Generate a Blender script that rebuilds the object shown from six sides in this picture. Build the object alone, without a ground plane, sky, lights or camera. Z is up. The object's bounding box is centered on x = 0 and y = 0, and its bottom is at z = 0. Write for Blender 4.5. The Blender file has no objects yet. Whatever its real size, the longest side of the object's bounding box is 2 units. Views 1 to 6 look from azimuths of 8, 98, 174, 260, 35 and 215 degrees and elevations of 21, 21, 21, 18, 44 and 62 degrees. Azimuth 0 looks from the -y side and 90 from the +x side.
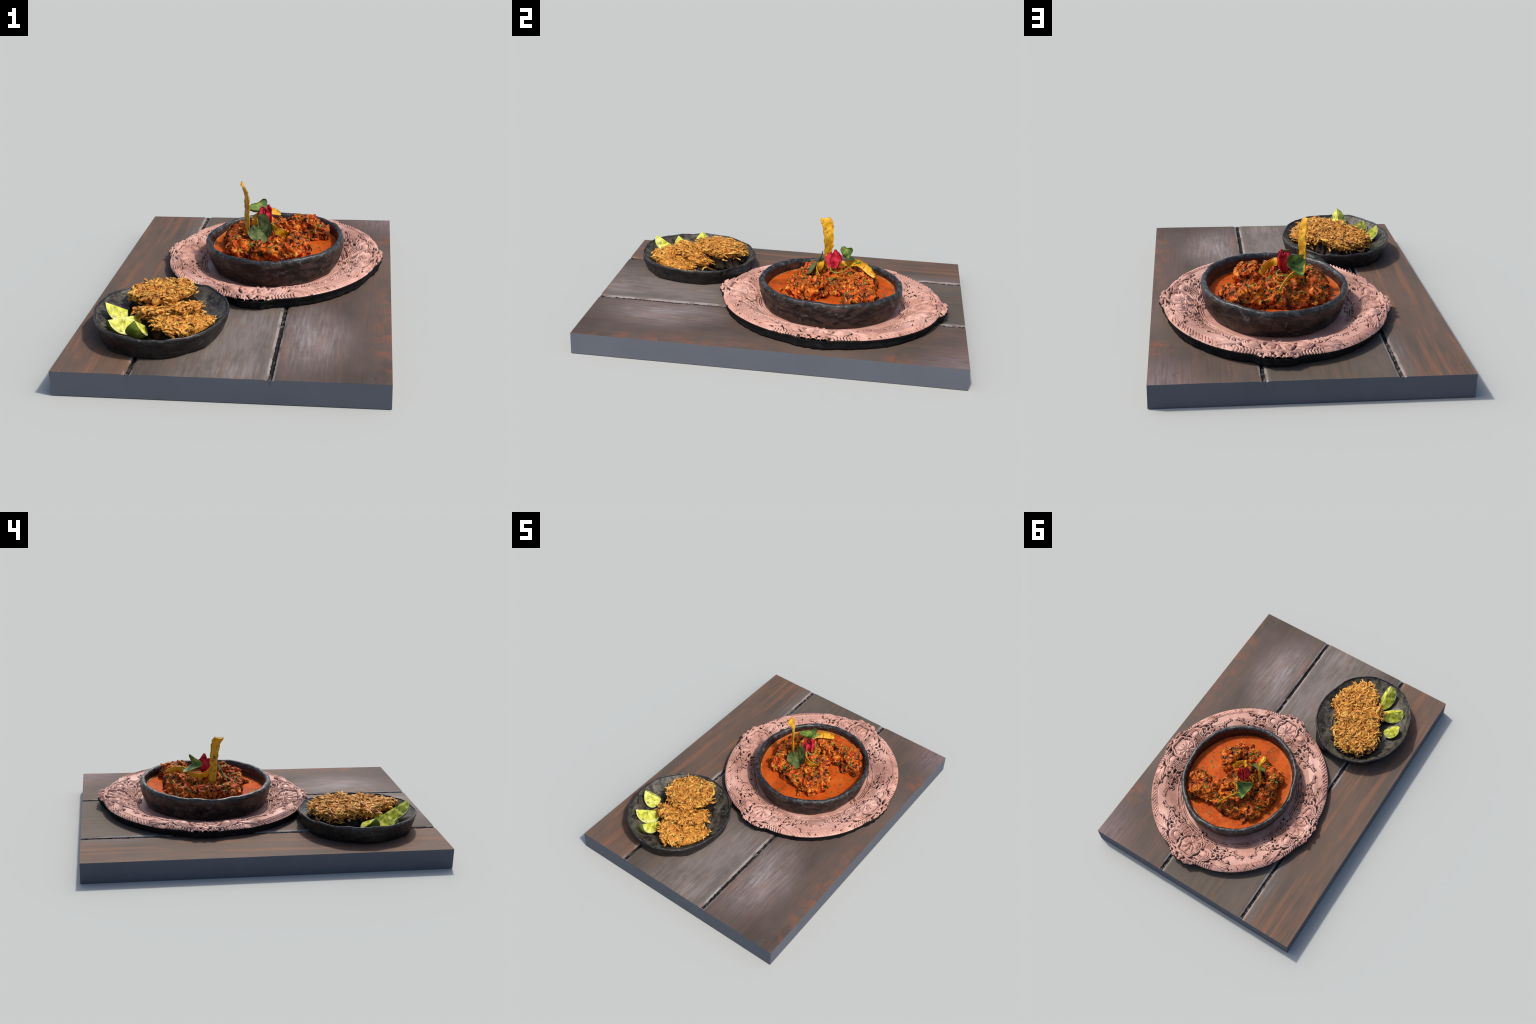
"""A wooden board set with a cast copper charger, a clay bowl of red curry with its garnish,
and a clay side dish holding three shredded-potato fritters and three lime wedges."""
import bpy, bmesh, math, random
import numpy as np
from mathutils import Vector
from mathutils.bvhtree import BVHTree

rng = np.random.RandomState(11)
random.seed(11)
TAU = 2 * math.pi

# ------------------------------------------------------------------ noise
_perm = np.random.RandomState(5).permutation(256)
_perm = np.concatenate([_perm, _perm, _perm])
_grad = np.random.RandomState(6).normal(size=(256, 3))
_grad /= np.linalg.norm(_grad, axis=1)[:, None]


def perlin(p):
    p = np.asarray(p, float)
    i = np.floor(p).astype(int)
    f = p - i
    w = f * f * f * (f * (f * 6 - 15) + 10)
    i &= 255
    out = 0
    for dx in (0, 1):
        for dy in (0, 1):
            for dz in (0, 1):
                h = _perm[_perm[_perm[(i[..., 0] + dx) & 255] + ((i[..., 1] + dy) & 255)] + ((i[..., 2] + dz) & 255)]
                g = _grad[h]
                d = g[..., 0] * (f[..., 0] - dx) + g[..., 1] * (f[..., 1] - dy) + g[..., 2] * (f[..., 2] - dz)
                out = out + d * (w[..., 0] if dx else 1 - w[..., 0]) * (w[..., 1] if dy else 1 - w[..., 1]) * (w[..., 2] if dz else 1 - w[..., 2])
    return out * 1.5


def fbm(p, scale, octaves=3, offset=0.0):
    p = np.asarray(p, float) * scale + offset
    out, a = 0, 1.0
    for _ in range(octaves):
        out = out + a * perlin(p)
        p = p * 2.03 + 17.1
        a *= 0.5
    return out


def ridged(p, scale, octaves=2, offset=0.0):
    p = np.asarray(p, float) * scale + offset
    out, a = 0, 1.0
    for _ in range(octaves):
        out = out + a * (1 - 2 * np.abs(perlin(p)))
        p = p * 2.1 + 9.7
        a *= 0.5
    return out


def smooth(e0, e1, x):
    t = np.clip((np.asarray(x, float) - e0) / (e1 - e0), 0, 1)
    return t * t * (3 - 2 * t)


def curve(points, n, closed=False):
    """Catmull-Rom curve through the control points, n samples."""
    P = np.asarray(points, float)
    k = len(P)
    t = np.linspace(0, k if closed else k - 1, n, endpoint=not closed)
    i = np.minimum(t.astype(int), k - 1 if closed else k - 2)
    f = (t - i)[:, None]
    if closed:
        a, b, c, d = P[(i - 1) % k], P[i % k], P[(i + 1) % k], P[(i + 2) % k]
    else:
        Q = np.vstack([2 * P[0] - P[1], P, 2 * P[-1] - P[-2]])
        a, b, c, d = Q[i], Q[i + 1], Q[i + 2], Q[i + 3]
    return 0.5 * (2 * b + (c - a) * f + (2 * a - 5 * b + 4 * c - d) * f**2 + (3 * b - a - 3 * c + d) * f**3)


# ------------------------------------------------------------------ objects
def thing(name, loc, label, category):
    o = bpy.data.objects.new(name, None)
    o.empty_display_size = 0.1
    o.location = loc
    bpy.context.collection.objects.link(o)
    o["label"], o["category"] = label, category
    return o


def origin_of(o):
    p = Vector((0, 0, 0))
    while o:
        p += o.location
        o = o.parent
    return np.array(p)


def make(name, verts, faces, mats, parent=None, smooth_shade=True, idx=None, loc=None):
    """A mesh object from world-space vertices, made local to its thing."""
    v = np.asarray(verts, float)
    base = origin_of(parent) if parent else np.array(loc if loc is not None else (0, 0, 0), float)
    me = bpy.data.meshes.new(name)
    v = v - base
    f = faces
    if isinstance(f, np.ndarray):
        me.vertices.add(len(v))
        me.vertices.foreach_set("co", v.astype(np.float32).ravel())
        k = f.shape[1]
        me.loops.add(f.size)
        me.loops.foreach_set("vertex_index", f.astype(np.int32).ravel())
        me.polygons.add(len(f))
        me.polygons.foreach_set("loop_start", (np.arange(len(f)) * k).astype(np.int32))
        me.update(calc_edges=True)
        me.validate()
    else:
        me.from_pydata([tuple(x) for x in v], [], [tuple(int(j) for j in x) for x in faces])
        me.update()
    for m in mats if isinstance(mats, (list, tuple)) else [mats]:
        me.materials.append(m)
    if idx is not None:
        me.polygons.foreach_set("material_index", np.asarray(idx, np.int32))
    me.polygons.foreach_set("use_smooth", [smooth_shade] * len(me.polygons))
    me.update()
    o = bpy.data.objects.new(name, me)
    bpy.context.collection.objects.link(o)
    if parent:
        o.parent = parent
    else:
        o.location = base
    return o


def grid_faces(nu, nv, wrap_u=False, wrap_v=False):
    u = np.arange(nu if wrap_u else nu - 1)
    v = np.arange(nv if wrap_v else nv - 1)
    U, V = np.meshgrid(u, v, indexing="ij")
    a, b = U * nv + V, ((U + 1) % nu) * nv + V
    c, d = ((U + 1) % nu) * nv + (V + 1) % nv, U * nv + (V + 1) % nv
    return np.stack([a, b, c, d], -1).reshape(-1, 4)


def join_parts(parts):
    V, F, n = [], [], 0
    for v, f in parts:
        V.append(v)
        F.append(np.asarray(f) + n)
        n += len(v)
    return np.vstack(V), np.vstack(F)


def soft_normals(o, angle=40):
    try:
        o.data.set_sharp_from_angle(angle=math.radians(angle))
    except Exception:
        pass


# ------------------------------------------------------------------ materials
def lin(r, g, b):
    f = lambda c: (c / 255 / 12.92) if c / 255 <= 0.04045 else ((c / 255 + 0.055) / 1.055) ** 2.4
    return (f(r), f(g), f(b), 1)


def sun(r, g, b, k=1.42):
    """Base colour that shows as this sRGB colour on a level surface in the sun."""
    c = lin(r, g, b)
    return (c[0] / k, c[1] / k, c[2] / k, 1)


class Nodes:
    def __init__(s, name, rough=0.6, spec=0.3):
        s.m = bpy.data.materials.new(name)
        s.m.use_nodes = True
        s.t = s.m.node_tree
        s.b = s.t.nodes["Principled BSDF"]
        s.b.inputs["Roughness"].default_value = rough
        s.b.inputs["Specular IOR Level"].default_value = spec
        s.co = s.t.nodes.new("ShaderNodeTexCoord").outputs["Object"]

    def n(s, kind, **k):
        x = s.t.nodes.new(kind)
        for a, v in k.items():
            setattr(x, a, v)
        return x

    def link(s, a, b):
        s.t.links.new(a, b)

    def mapped(s, scale=(1, 1, 1), loc=(0, 0, 0), rot=(0, 0, 0)):
        x = s.n("ShaderNodeMapping")
        x.inputs["Scale"].default_value = scale
        x.inputs["Location"].default_value = loc
        x.inputs["Rotation"].default_value = rot
        s.link(s.co, x.inputs["Vector"])
        return x.outputs[0]

    def noise(s, scale, detail=3, rough=0.55, vec=None, distort=0):
        x = s.n("ShaderNodeTexNoise")
        x.inputs["Scale"].default_value = scale
        x.inputs["Detail"].default_value = detail
        x.inputs["Roughness"].default_value = rough
        x.inputs["Distortion"].default_value = distort
        s.link(vec or s.co, x.inputs["Vector"])
        return x.outputs["Fac"]

    def voronoi(s, scale, vec=None, feature="F1"):
        x = s.n("ShaderNodeTexVoronoi", feature=feature)
        x.inputs["Scale"].default_value = scale
        s.link(vec or s.co, x.inputs["Vector"])
        return x.outputs["Distance"]

    def ramp(s, fac, stops, interp="LINEAR"):
        x = s.n("ShaderNodeValToRGB")
        x.color_ramp.interpolation = interp
        e = x.color_ramp.elements
        while len(e) < len(stops):
            e.new(0.5)
        for k, (p, c) in zip(e, stops):
            k.position = p
            k.color = c if len(c) == 4 else (*c, 1)
        s.link(fac, x.inputs[0])
        return x.outputs[0]

    def mask(s, fac, lo, hi):
        x = s.n("ShaderNodeMapRange", interpolation_type="SMOOTHSTEP")
        x.inputs["From Min"].default_value = lo
        x.inputs["From Max"].default_value = hi
        s.link(fac, x.inputs["Value"])
        return x.outputs[0]

    def math(s, op, a, b=0.0):
        x = s.n("ShaderNodeMath", operation=op)
        for k, v in enumerate((a, b)):
            if isinstance(v, (int, float)):
                x.inputs[k].default_value = v
            else:
                s.link(v, x.inputs[k])
        return x.outputs[0]

    def mix(s, fac, a, b, blend="MIX"):
        x = s.n("ShaderNodeMix", data_type="RGBA", blend_type=blend)
        for k, v in ((0, fac), (6, a), (7, b)):
            if isinstance(v, (int, float)):
                x.inputs[k].default_value = v
            elif isinstance(v, tuple):
                x.inputs[k].default_value = v
            else:
                s.link(v, x.inputs[k])
        return x.outputs[2]

    def spot(s, centre, size, lo=0.0, hi=1.0):
        """Soft elliptical patch: 1 in the middle, 0 at the border."""
        sc = tuple(1 / x for x in size)
        v = s.mapped(scale=sc, loc=tuple(-c / x for c, x in zip(centre, size)))
        g = s.n("ShaderNodeTexGradient", gradient_type="SPHERICAL")
        s.link(v, g.inputs["Vector"])
        return s.mask(g.outputs["Fac"], lo, hi)

    def bump(s, h, strength=0.3, dist=0.01):
        x = s.n("ShaderNodeBump")
        x.inputs["Strength"].default_value = strength
        x.inputs["Distance"].default_value = dist
        s.link(h, x.inputs["Height"])
        s.link(x.outputs[0], s.b.inputs["Normal"])

    def island(s):
        return s.n("ShaderNodeNewGeometry").outputs["Random Per Island"]

    def out(s, col):
        if isinstance(col, tuple):
            s.b.inputs["Base Color"].default_value = col
        else:
            s.link(col, s.b.inputs["Base Color"])
        return s.m


def mat_slab():
    k = Nodes("grey_painted_side", 0.75, 0.15)
    return k.out(k.ramp(k.noise(3, 2), [(0.3, lin(82, 86, 95)), (0.7, lin(87, 91, 100))]))


def mat_wood(name, tints, grain, streak, spots, shift, gaps):
    k = Nodes(name, 0.6, 0.12)
    along = k.mapped(scale=(1, 0.025, 1), loc=(shift, shift * 2, 0))
    fine = k.noise(150, 5, 0.65, along, 0.4)
    broad = k.noise(11, 4, 0.6, k.mapped(scale=(1, 0.08, 1), loc=(shift, 0, 0)), 1.4)
    cloud = k.noise(3.0, 4, 0.55, k.mapped(loc=(shift * 3, 1, 0), scale=(1, 0.6, 1)))
    g = k.ramp(cloud, [(0.3, tints[0]), (0.52, tints[1]), (0.72, tints[2])])
    rag = k.noise(4.5, 5, 0.6, k.mapped(loc=(0, shift, 0)))
    for centre, size, colour, amount, keep in spots:
        m = k.spot(centre, size)
        if keep:  # broken up along the grain
            m = k.math("MULTIPLY", m, k.math("MULTIPLY", k.mask(rag, 0.30, 0.6), k.mask(k.noise(19, 5, 0.65, k.mapped(loc=(2, shift, 0), scale=(1, 0.7, 1)), 0.7), 0.42, 0.60)))
        else:
            m = k.math("MULTIPLY", k.math("MULTIPLY", m, k.mask(rag, 0.1, 0.62)), k.math("ADD", 0.45, k.math("MULTIPLY", k.mask(k.noise(70, 5, 0.65, k.mapped(scale=(1, 0.09, 1))), 0.36, 0.64), 0.6)))
        g = k.mix(k.math("MULTIPLY", m, amount), g, colour)
    g = k.mix(k.math("MULTIPLY", k.mask(broad, 0.48, 0.68), grain), g, streak)
    warm = k.math("MULTIPLY", k.mask(fine, 0.52, 0.68), k.mask(k.noise(3.4, 3, 0.55, k.mapped(loc=(4 + shift, 2, 0))), 0.42, 0.62))
    g = k.mix(k.math("MULTIPLY", warm, grain), g, sun(160, 112, 84))
    scuff = k.math("MULTIPLY", k.mask(k.noise(5.5, 6, 0.65, k.mapped(loc=(shift, 7, 0), scale=(1, 0.5, 1)), 0.8), 0.56, 0.70), k.mask(k.noise(60, 4, 0.6, along), 0.35, 0.65))
    g = k.mix(k.math("MULTIPLY", scuff, 0.55), g, sun(142, 100, 76))
    grey = k.mask(k.noise(4.0, 5, 0.6, k.mapped(loc=(3 + shift, 1, 0), scale=(1, 0.45, 1)), 0.6), 0.54, 0.70)
    g = k.mix(k.math("MULTIPLY", grey, 0.5), g, sun(94, 90, 84))
    g = k.mix(k.math("MULTIPLY", k.mask(fine, 0.5, 0.3), 0.25), g, sun(64, 56, 52))
    for x in gaps:
        edge = k.math("MULTIPLY", k.spot((x, 0, 0.115), (0.026, 3.0, 1.0), 0.05, 0.4), k.mask(k.noise(7, 5, 0.6, k.mapped(scale=(3, 1, 1), loc=(x * 9, 0, 0))), 0.40, 0.54))
        g = k.mix(k.math("MULTIPLY", edge, 0.75), g, sun(172, 164, 160))
    speck = k.mask(k.voronoi(9, k.mapped(loc=(shift, 0, 0))), 0.024, 0.012)
    g = k.mix(k.math("MULTIPLY", speck, 0.6), g, lin(170, 160, 155))
    k.bump(fine, 0.06, 0.004)
    return k.out(g)


def mat_dark_gap():
    k = Nodes("dark_groove", 0.8, 0.1)
    return k.out(k.ramp(k.noise(40, 3), [(0.35, lin(20, 19, 19)), (0.56, lin(46, 43, 42)), (0.68, lin(104, 100, 98)), (0.8, lin(150, 146, 142))]))


def mat_copper():
    k = Nodes("dull_copper", 0.42, 0.32)
    g = k.ramp(k.noise(7, 4), [(0.32, sun(182, 132, 116)), (0.5, sun(218, 164, 147)), (0.72, sun(244, 196, 180))])  # light and dark stops carry the gloss baked into the copper
    g = k.mix(k.math("MULTIPLY", k.mask(k.noise(45, 4), 0.56, 0.72), 0.3), g, sun(160, 112, 102))
    return k.out(g)


def mat_black_recess():
    k = Nodes("black_recess", 0.7, 0.2)
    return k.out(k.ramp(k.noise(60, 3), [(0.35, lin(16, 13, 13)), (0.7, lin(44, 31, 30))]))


def mat_underside():
    k = Nodes("dark_underside", 0.8, 0.1)
    return k.out(k.ramp(k.noise(22, 5, 0.65), [(0.3, lin(17, 17, 18)), (0.58, lin(31, 30, 31)), (0.75, lin(58, 55, 54))]))


def mat_clay(name, cool, body, warm, dark, pale_lo=0.56):
    k = Nodes(name, 0.42, 0.35)
    flow = k.noise(10, 5, 0.6, k.mapped(scale=(1, 1, 2.2)), 1.0)
    g = k.ramp(flow, [(0.36, dark), (0.48, body), (0.62, warm)])
    g = k.mix(k.math("MULTIPLY", k.mask(k.noise(19, 5, 0.6, k.mapped(scale=(1, 1, 1.4)), 0.8), pale_lo, pale_lo + 0.10), 0.85), g, cool)
    g = k.mix(k.math("MULTIPLY", k.mask(k.noise(17, 4, 0.6, k.mapped(loc=(3, 1, 7), scale=(1, 1, 1.7)), 0.6), 0.55, 0.62), 0.9), g, dark)
    k.bump(k.noise(26, 5, 0.6, k.mapped(scale=(1, 1, 1.6))), 0.45, 0.012)
    return k.out(g)


def mat_rim():
    k = Nodes("glint_painted_clay_lip", 0.42, 0.45)
    g = k.ramp(k.noise(34, 5, 0.65, None, 0.8), [(0.34, lin(15, 15, 15)), (0.5, lin(36, 36, 36)), (0.62, lin(62, 64, 65)), (0.74, lin(112, 116, 118))])
    k.bump(k.noise(70, 4), 0.3, 0.006)
    return k.out(g)


def mat_sauce():
    k = Nodes("curry_gravy", 0.5, 0.06)
    g = k.ramp(k.noise(8, 5, 0.6, None, 0.6), [(0.3, sun(162, 70, 22)), (0.5, sun(208, 90, 29)), (0.72, sun(220, 108, 38))])
    g = k.mix(k.math("MULTIPLY", k.mask(k.noise(55, 3), 0.58, 0.70), 0.6), g, sun(130, 52, 24))
    g = k.mix(k.math("MULTIPLY", k.mask(k.noise(80, 2), 0.66, 0.74), 0.5), g, sun(222, 120, 56))
    g = k.mix(k.math("MULTIPLY", k.mask(k.noise(33, 3, 0.5, k.mapped(loc=(7, 3, 0))), 0.62, 0.70), 0.6), g, sun(96, 74, 34))
    k.bump(k.noise(30, 4), 0.2, 0.004)
    return k.out(g)


def mat_meat():
    k = Nodes("spiced_meat", 0.5, 0.1)
    a = k.noise(17, 6, 0.62, None, 0.9)
    g = k.ramp(a, [(0.28, sun(92, 42, 16)), (0.40, sun(170, 78, 22)), (0.52, sun(226, 104, 28)), (0.66, sun(250, 152, 52))])
    g = k.mix(k.mask(k.noise(20, 4, 0.55, k.mapped(loc=(5, 5, 2)), 0.6), 0.56, 0.62), g, sun(230, 84, 30))
    g = k.mix(k.mask(k.noise(34, 3, 0.5, k.mapped(loc=(1, 8, 3)), 0.5), 0.57, 0.64), g, sun(244, 160, 62))
    g = k.mix(k.math("MULTIPLY", k.mask(k.noise(13, 4, 0.6, k.mapped(loc=(2, 9, 9))), 0.51, 0.62), 0.75), g, sun(106, 58, 24))
    g = k.mix(k.math("MULTIPLY", k.mask(k.noise(27, 4, 0.6, k.mapped(loc=(9, 2, 4)), 1.8), 0.545, 0.58), 0.95), g, sun(30, 22, 20))
    g = k.mix(k.math("MULTIPLY", k.mask(k.noise(46, 4, 0.6, k.mapped(loc=(3, 2, 8)), 1.2), 0.575, 0.605), 0.92), g, sun(24, 17, 17))
    k.bump(k.noise(70, 4), 0.4, 0.008)
    return k.out(g)


def mat_simple(name, stops, scale, rough=0.5, spec=0.3, bump=0.2, dark=None, detail=4, vec=None):
    k = Nodes(name, rough, spec)
    n = k.noise(scale, detail, 0.6, k.mapped(scale=vec) if vec else None, 0.5)
    g = k.ramp(n, stops)
    if dark:
        g = k.mix(k.math("MULTIPLY", k.mask(k.noise(scale * 2.3, 4, 0.6, None, 0.8), dark[1], dark[1] + 0.06), 0.9), g, dark[0])
    if bump:
        k.bump(n, bump, 0.005)
    return k.out(g)


def mat_fritter(name, low, mid, high, seed):
    k = Nodes(name, 0.5, 0.2)
    t = k.math("ADD", k.math("MULTIPLY", k.island(), 0.45), k.math("MULTIPLY", k.noise(24, 5, 0.6, k.mapped(loc=(seed, 0, 0)), 0.6), 0.6))
    g = k.ramp(t, [(0.22, low), (0.5, mid), (0.78, high)])
    g = k.mix(k.math("MULTIPLY", k.mask(k.noise(36, 3, 0.6, k.mapped(loc=(3, seed, 0)), 1.0), 0.575, 0.61), 0.92), g, sun(32, 22, 14))
    return k.out(g)


def mat_leaf(name, a, b, c):
    k = Nodes(name, 0.45, 0.35)
    g = k.ramp(k.noise(20, 5, 0.6, None, 0.8), [(0.36, a), (0.5, b), (0.64, c)])
    g = k.mix(k.math("MULTIPLY", k.mask(k.noise(26, 4), 0.58, 0.66), 0.75), g, lin(20, 24, 12))
    k.bump(k.noise(50, 3), 0.2, 0.004)
    mix = k.n("ShaderNodeMixShader")
    tr = k.n("ShaderNodeBsdfTranslucent")
    k.link(g, tr.inputs["Color"])
    mix.inputs[0].default_value = 0.12
    outn = k.t.nodes["Material Output"]
    k.link(k.b.outputs[0], mix.inputs[1])
    k.link(tr.outputs[0], mix.inputs[2])
    k.link(mix.outputs[0], outn.inputs["Surface"])
    return k.out(g)


# ------------------------------------------------------------------ the board
BX, BY, BZ = 0.7125, 0.9985, 0.1128
GAPS = (-0.381, 0.217)


def build_board():
    board = thing("serving_board", (0, 0, 0), "rectangular dark wooden board of three planks with grey sides", "serving board")
    side = mat_slab()
    gap = mat_dark_gap()
    # core slab with a small chamfer
    bm = bmesh.new()
    bmesh.ops.create_cube(bm, size=1.0)
    H = 0.0855
    for v in bm.verts:
        v.co = Vector((v.co.x * 2 * BX, v.co.y * 2 * BY, (v.co.z + 0.5) * H))
    v = np.array([x.co for x in bm.verts])
    f = [[q.index for q in p.verts] for p in bm.faces]
    bm.free()
    make("board_core", v, f, side, board, smooth_shade=False)

    painted_sheen = sun(136, 127, 124)
    rust = sun(156, 100, 72)
    woods = [
        mat_wood("brown_wood_left", (sun(96, 86, 78), sun(114, 94, 82), sun(128, 102, 86)), 0.65, sun(146, 104, 80),
                 [((-0.55, -0.6, 0.115), (0.22, 0.5, 1), sun(86, 74, 70), 0.6, 0), ((-0.42, 0.8, 0.115), (0.07, 0.4, 1), painted_sheen, 0.6, 0), ((-0.66, 0.95, 0.115), (0.2, 0.25, 1), sun(98, 78, 68), 0.5, 0)], 1.3, (GAPS[0],)),
        mat_wood("brown_wood_middle", (sun(96, 88, 80), sun(108, 97, 89), sun(120, 107, 98)), 0.3, sun(128, 104, 90),
                 [((0.02, -0.88, 0.115), (0.40, 0.42, 1), sun(158, 149, 145), 0.85, 0), ((0.08, -0.5, 0.115), (0.32, 0.42, 1), sun(150, 141, 138), 0.75, 0),  # pale ellipses paint specular sheen onto the middle plank
                  ((-0.1, 0.93, 0.115), (0.5, 0.35, 1), sun(92, 84, 70), 0.6, 0), ((-0.3, -0.95, 0.115), (0.15, 0.2, 1), sun(70, 60, 56), 0.6, 0)], 4.1, GAPS),
        mat_wood("brown_wood_right", (sun(86, 76, 70), sun(104, 90, 83), sun(118, 101, 92)), 0.3, sun(126, 98, 84),
                 [((0.35, -0.62, 0.115), (0.26, 0.48, 1), sun(170, 159, 158), 0.9, 0), ((0.66, 0.99, 0.115), (0.24, 0.34, 1), sun(150, 130, 134), 0.75, 0),  # first two spots are highlights put into the wood colour
                  ((0.72, -0.45, 0.115), (0.13, 0.9, 1), rust, 0.85, 1), ((0.66, 0.66, 0.115), (0.12, 0.12, 1), rust, 0.9, 1), ((0.45, 0.75, 0.115), (0.3, 0.3, 1), sun(84, 76, 64), 0.5, 0),
                  ((0.45, -1.0, 0.115), (0.4, 0.24, 1), sun(76, 64, 58), 0.6, 0)], 7.7, (GAPS[1],)),
    ]
    edges = [-BX, GAPS[0], GAPS[1], BX]
    for k in range(3):
        x0, x1 = edges[k], edges[k + 1]
        hw = 0.0042
        a0 = x0 + (hw if k else 0)
        a1 = x1 - (hw if k < 2 else 0)
        ny = 400
        s = np.concatenate([np.linspace(0, 0.03, 9), np.linspace(0.03, 1 - 0.03, 60)[1:-1], np.linspace(1 - 0.03, 1, 9)])
        nx = len(s)
        ys = np.linspace(-BY, BY, ny)
        Y, S = np.meshgrid(ys, s, indexing="ij")
        X = a0 + (a1 - a0) * S
        P = np.stack([X, Y, 0 * X], -1)
        ragged = fbm(np.stack([Y * 0 + k * 9.0, Y, 0 * Y], -1), 18, 5) * 0.0042
        dl = (X - a0) if k else np.full_like(X, 1.0)
        dr = (a1 - X) if k < 2 else np.full_like(X, 1.0)
        X = X + np.where(dl < 0.004, ragged, 0) - np.where(dr < 0.004, ragged, 0)
        d = np.minimum(dl, dr) + ragged
        Zt = BZ - 0.0007 - 0.0065 * (1 - smooth(0, 0.026, d)) ** 1.5 - 0.014 * (1 - smooth(-0.003, 0.007, d)) * (0.06 + 0.94 * smooth(BY - 0.002, BY - 0.03, np.abs(Y)))
        Zt = Zt + 0.0007 * fbm(P, 5, 2, k * 3.0) + 0.0003 * fbm(np.stack([X, Y * 0.1, 0 * X], -1), 60, 2)
        for cx, cy, r, depth in ((0.636, -0.955, 0.011, 0.004), (0.592, 0.921, 0.014, 0.0025), (0.648, -0.925, 0.004, 0.003)):
            q = np.hypot(X - cx, Y - cy) / r
            Zt = Zt - depth * (1 - smooth(0.5, 1, q)) + depth * 0.5 * np.exp(-((q - 1.3) / 0.3) ** 2)
        Zt = np.minimum(Zt, BZ + 0.0006)
        top = np.stack([X, Y, Zt], -1).reshape(-1, 3)
        low = top.copy()
        low[:, 2] = H
        n = len(top)
        F = grid_faces(ny, nx)[:, ::-1]
        idx_top = np.arange(n).reshape(ny, nx)
        skirts, mi = [], []
        for line, m in ((idx_top[0, :], 1), (idx_top[-1, ::-1], 1), (idx_top[::-1, 0], 2 if k else 1), (idx_top[:, -1], 2 if k < 2 else 1)):
            for a, b in zip(line[:-1], line[1:]):
                skirts.append((a, a + n, b + n, b))
                mi.append(m)
        F = np.vstack([F, np.array(skirts)])
        idx = np.concatenate([np.zeros(len(F) - len(mi)), mi])
        # grooves: the rolled plank edge itself is coloured dark where it dips below the top
        fz = top[np.minimum(F[:, :4], n - 1)][:, :, 2].mean(1)
        fd = d.reshape(-1)[np.minimum(F, n - 1)].mean(1)
        idx = np.where((idx == 0) & (fd < 0.004), 2, idx)
        o = make("plank", np.vstack([top, low]), F, [woods[k], side, gap], board, idx=idx)
        soft_normals(o, 50)
    for x in GAPS:
        ys = np.linspace(-BY + 0.001, BY - 0.001, 300)
        w = 0.008
        off = np.array([-w, -0.5 * w, 0, 0.5 * w, w])
        Y, O = np.meshgrid(ys, off, indexing="ij")
        z = 0.0965 + 0.011 * smooth(BY - 0.03, BY - 0.009, np.abs(Y)) + 0.0025 * fbm(np.stack([Y * 0 + x, Y, O * 4], -1), 30, 3) + 30 * O * O
        for end in (-1, 1):  # the core stands up between the planks at the board's ends
            bx = np.array([(x + a, end * (BY - b), c) for a in (-0.0055, 0.0055) for b in (0.001, 0.009) for c in (0.0858, 0.1098)])
            make("groove_stop", bx, [(0, 1, 3, 2), (4, 6, 7, 5), (0, 4, 5, 1), (2, 3, 7, 6), (1, 5, 7, 3), (0, 2, 6, 4)], side, board, smooth_shade=False)
        make("groove_dark_strip", np.stack([x + O, Y, z], -1).reshape(-1, 3), grid_faces(300, 5)[:, ::-1], gap, board)
    return board


# ------------------------------------------------------------------ the copper charger
PC = np.array([0.102, 0.280])
PA, PB = 0.552, 0.597
TWIST = math.radians(-4.5)


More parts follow.
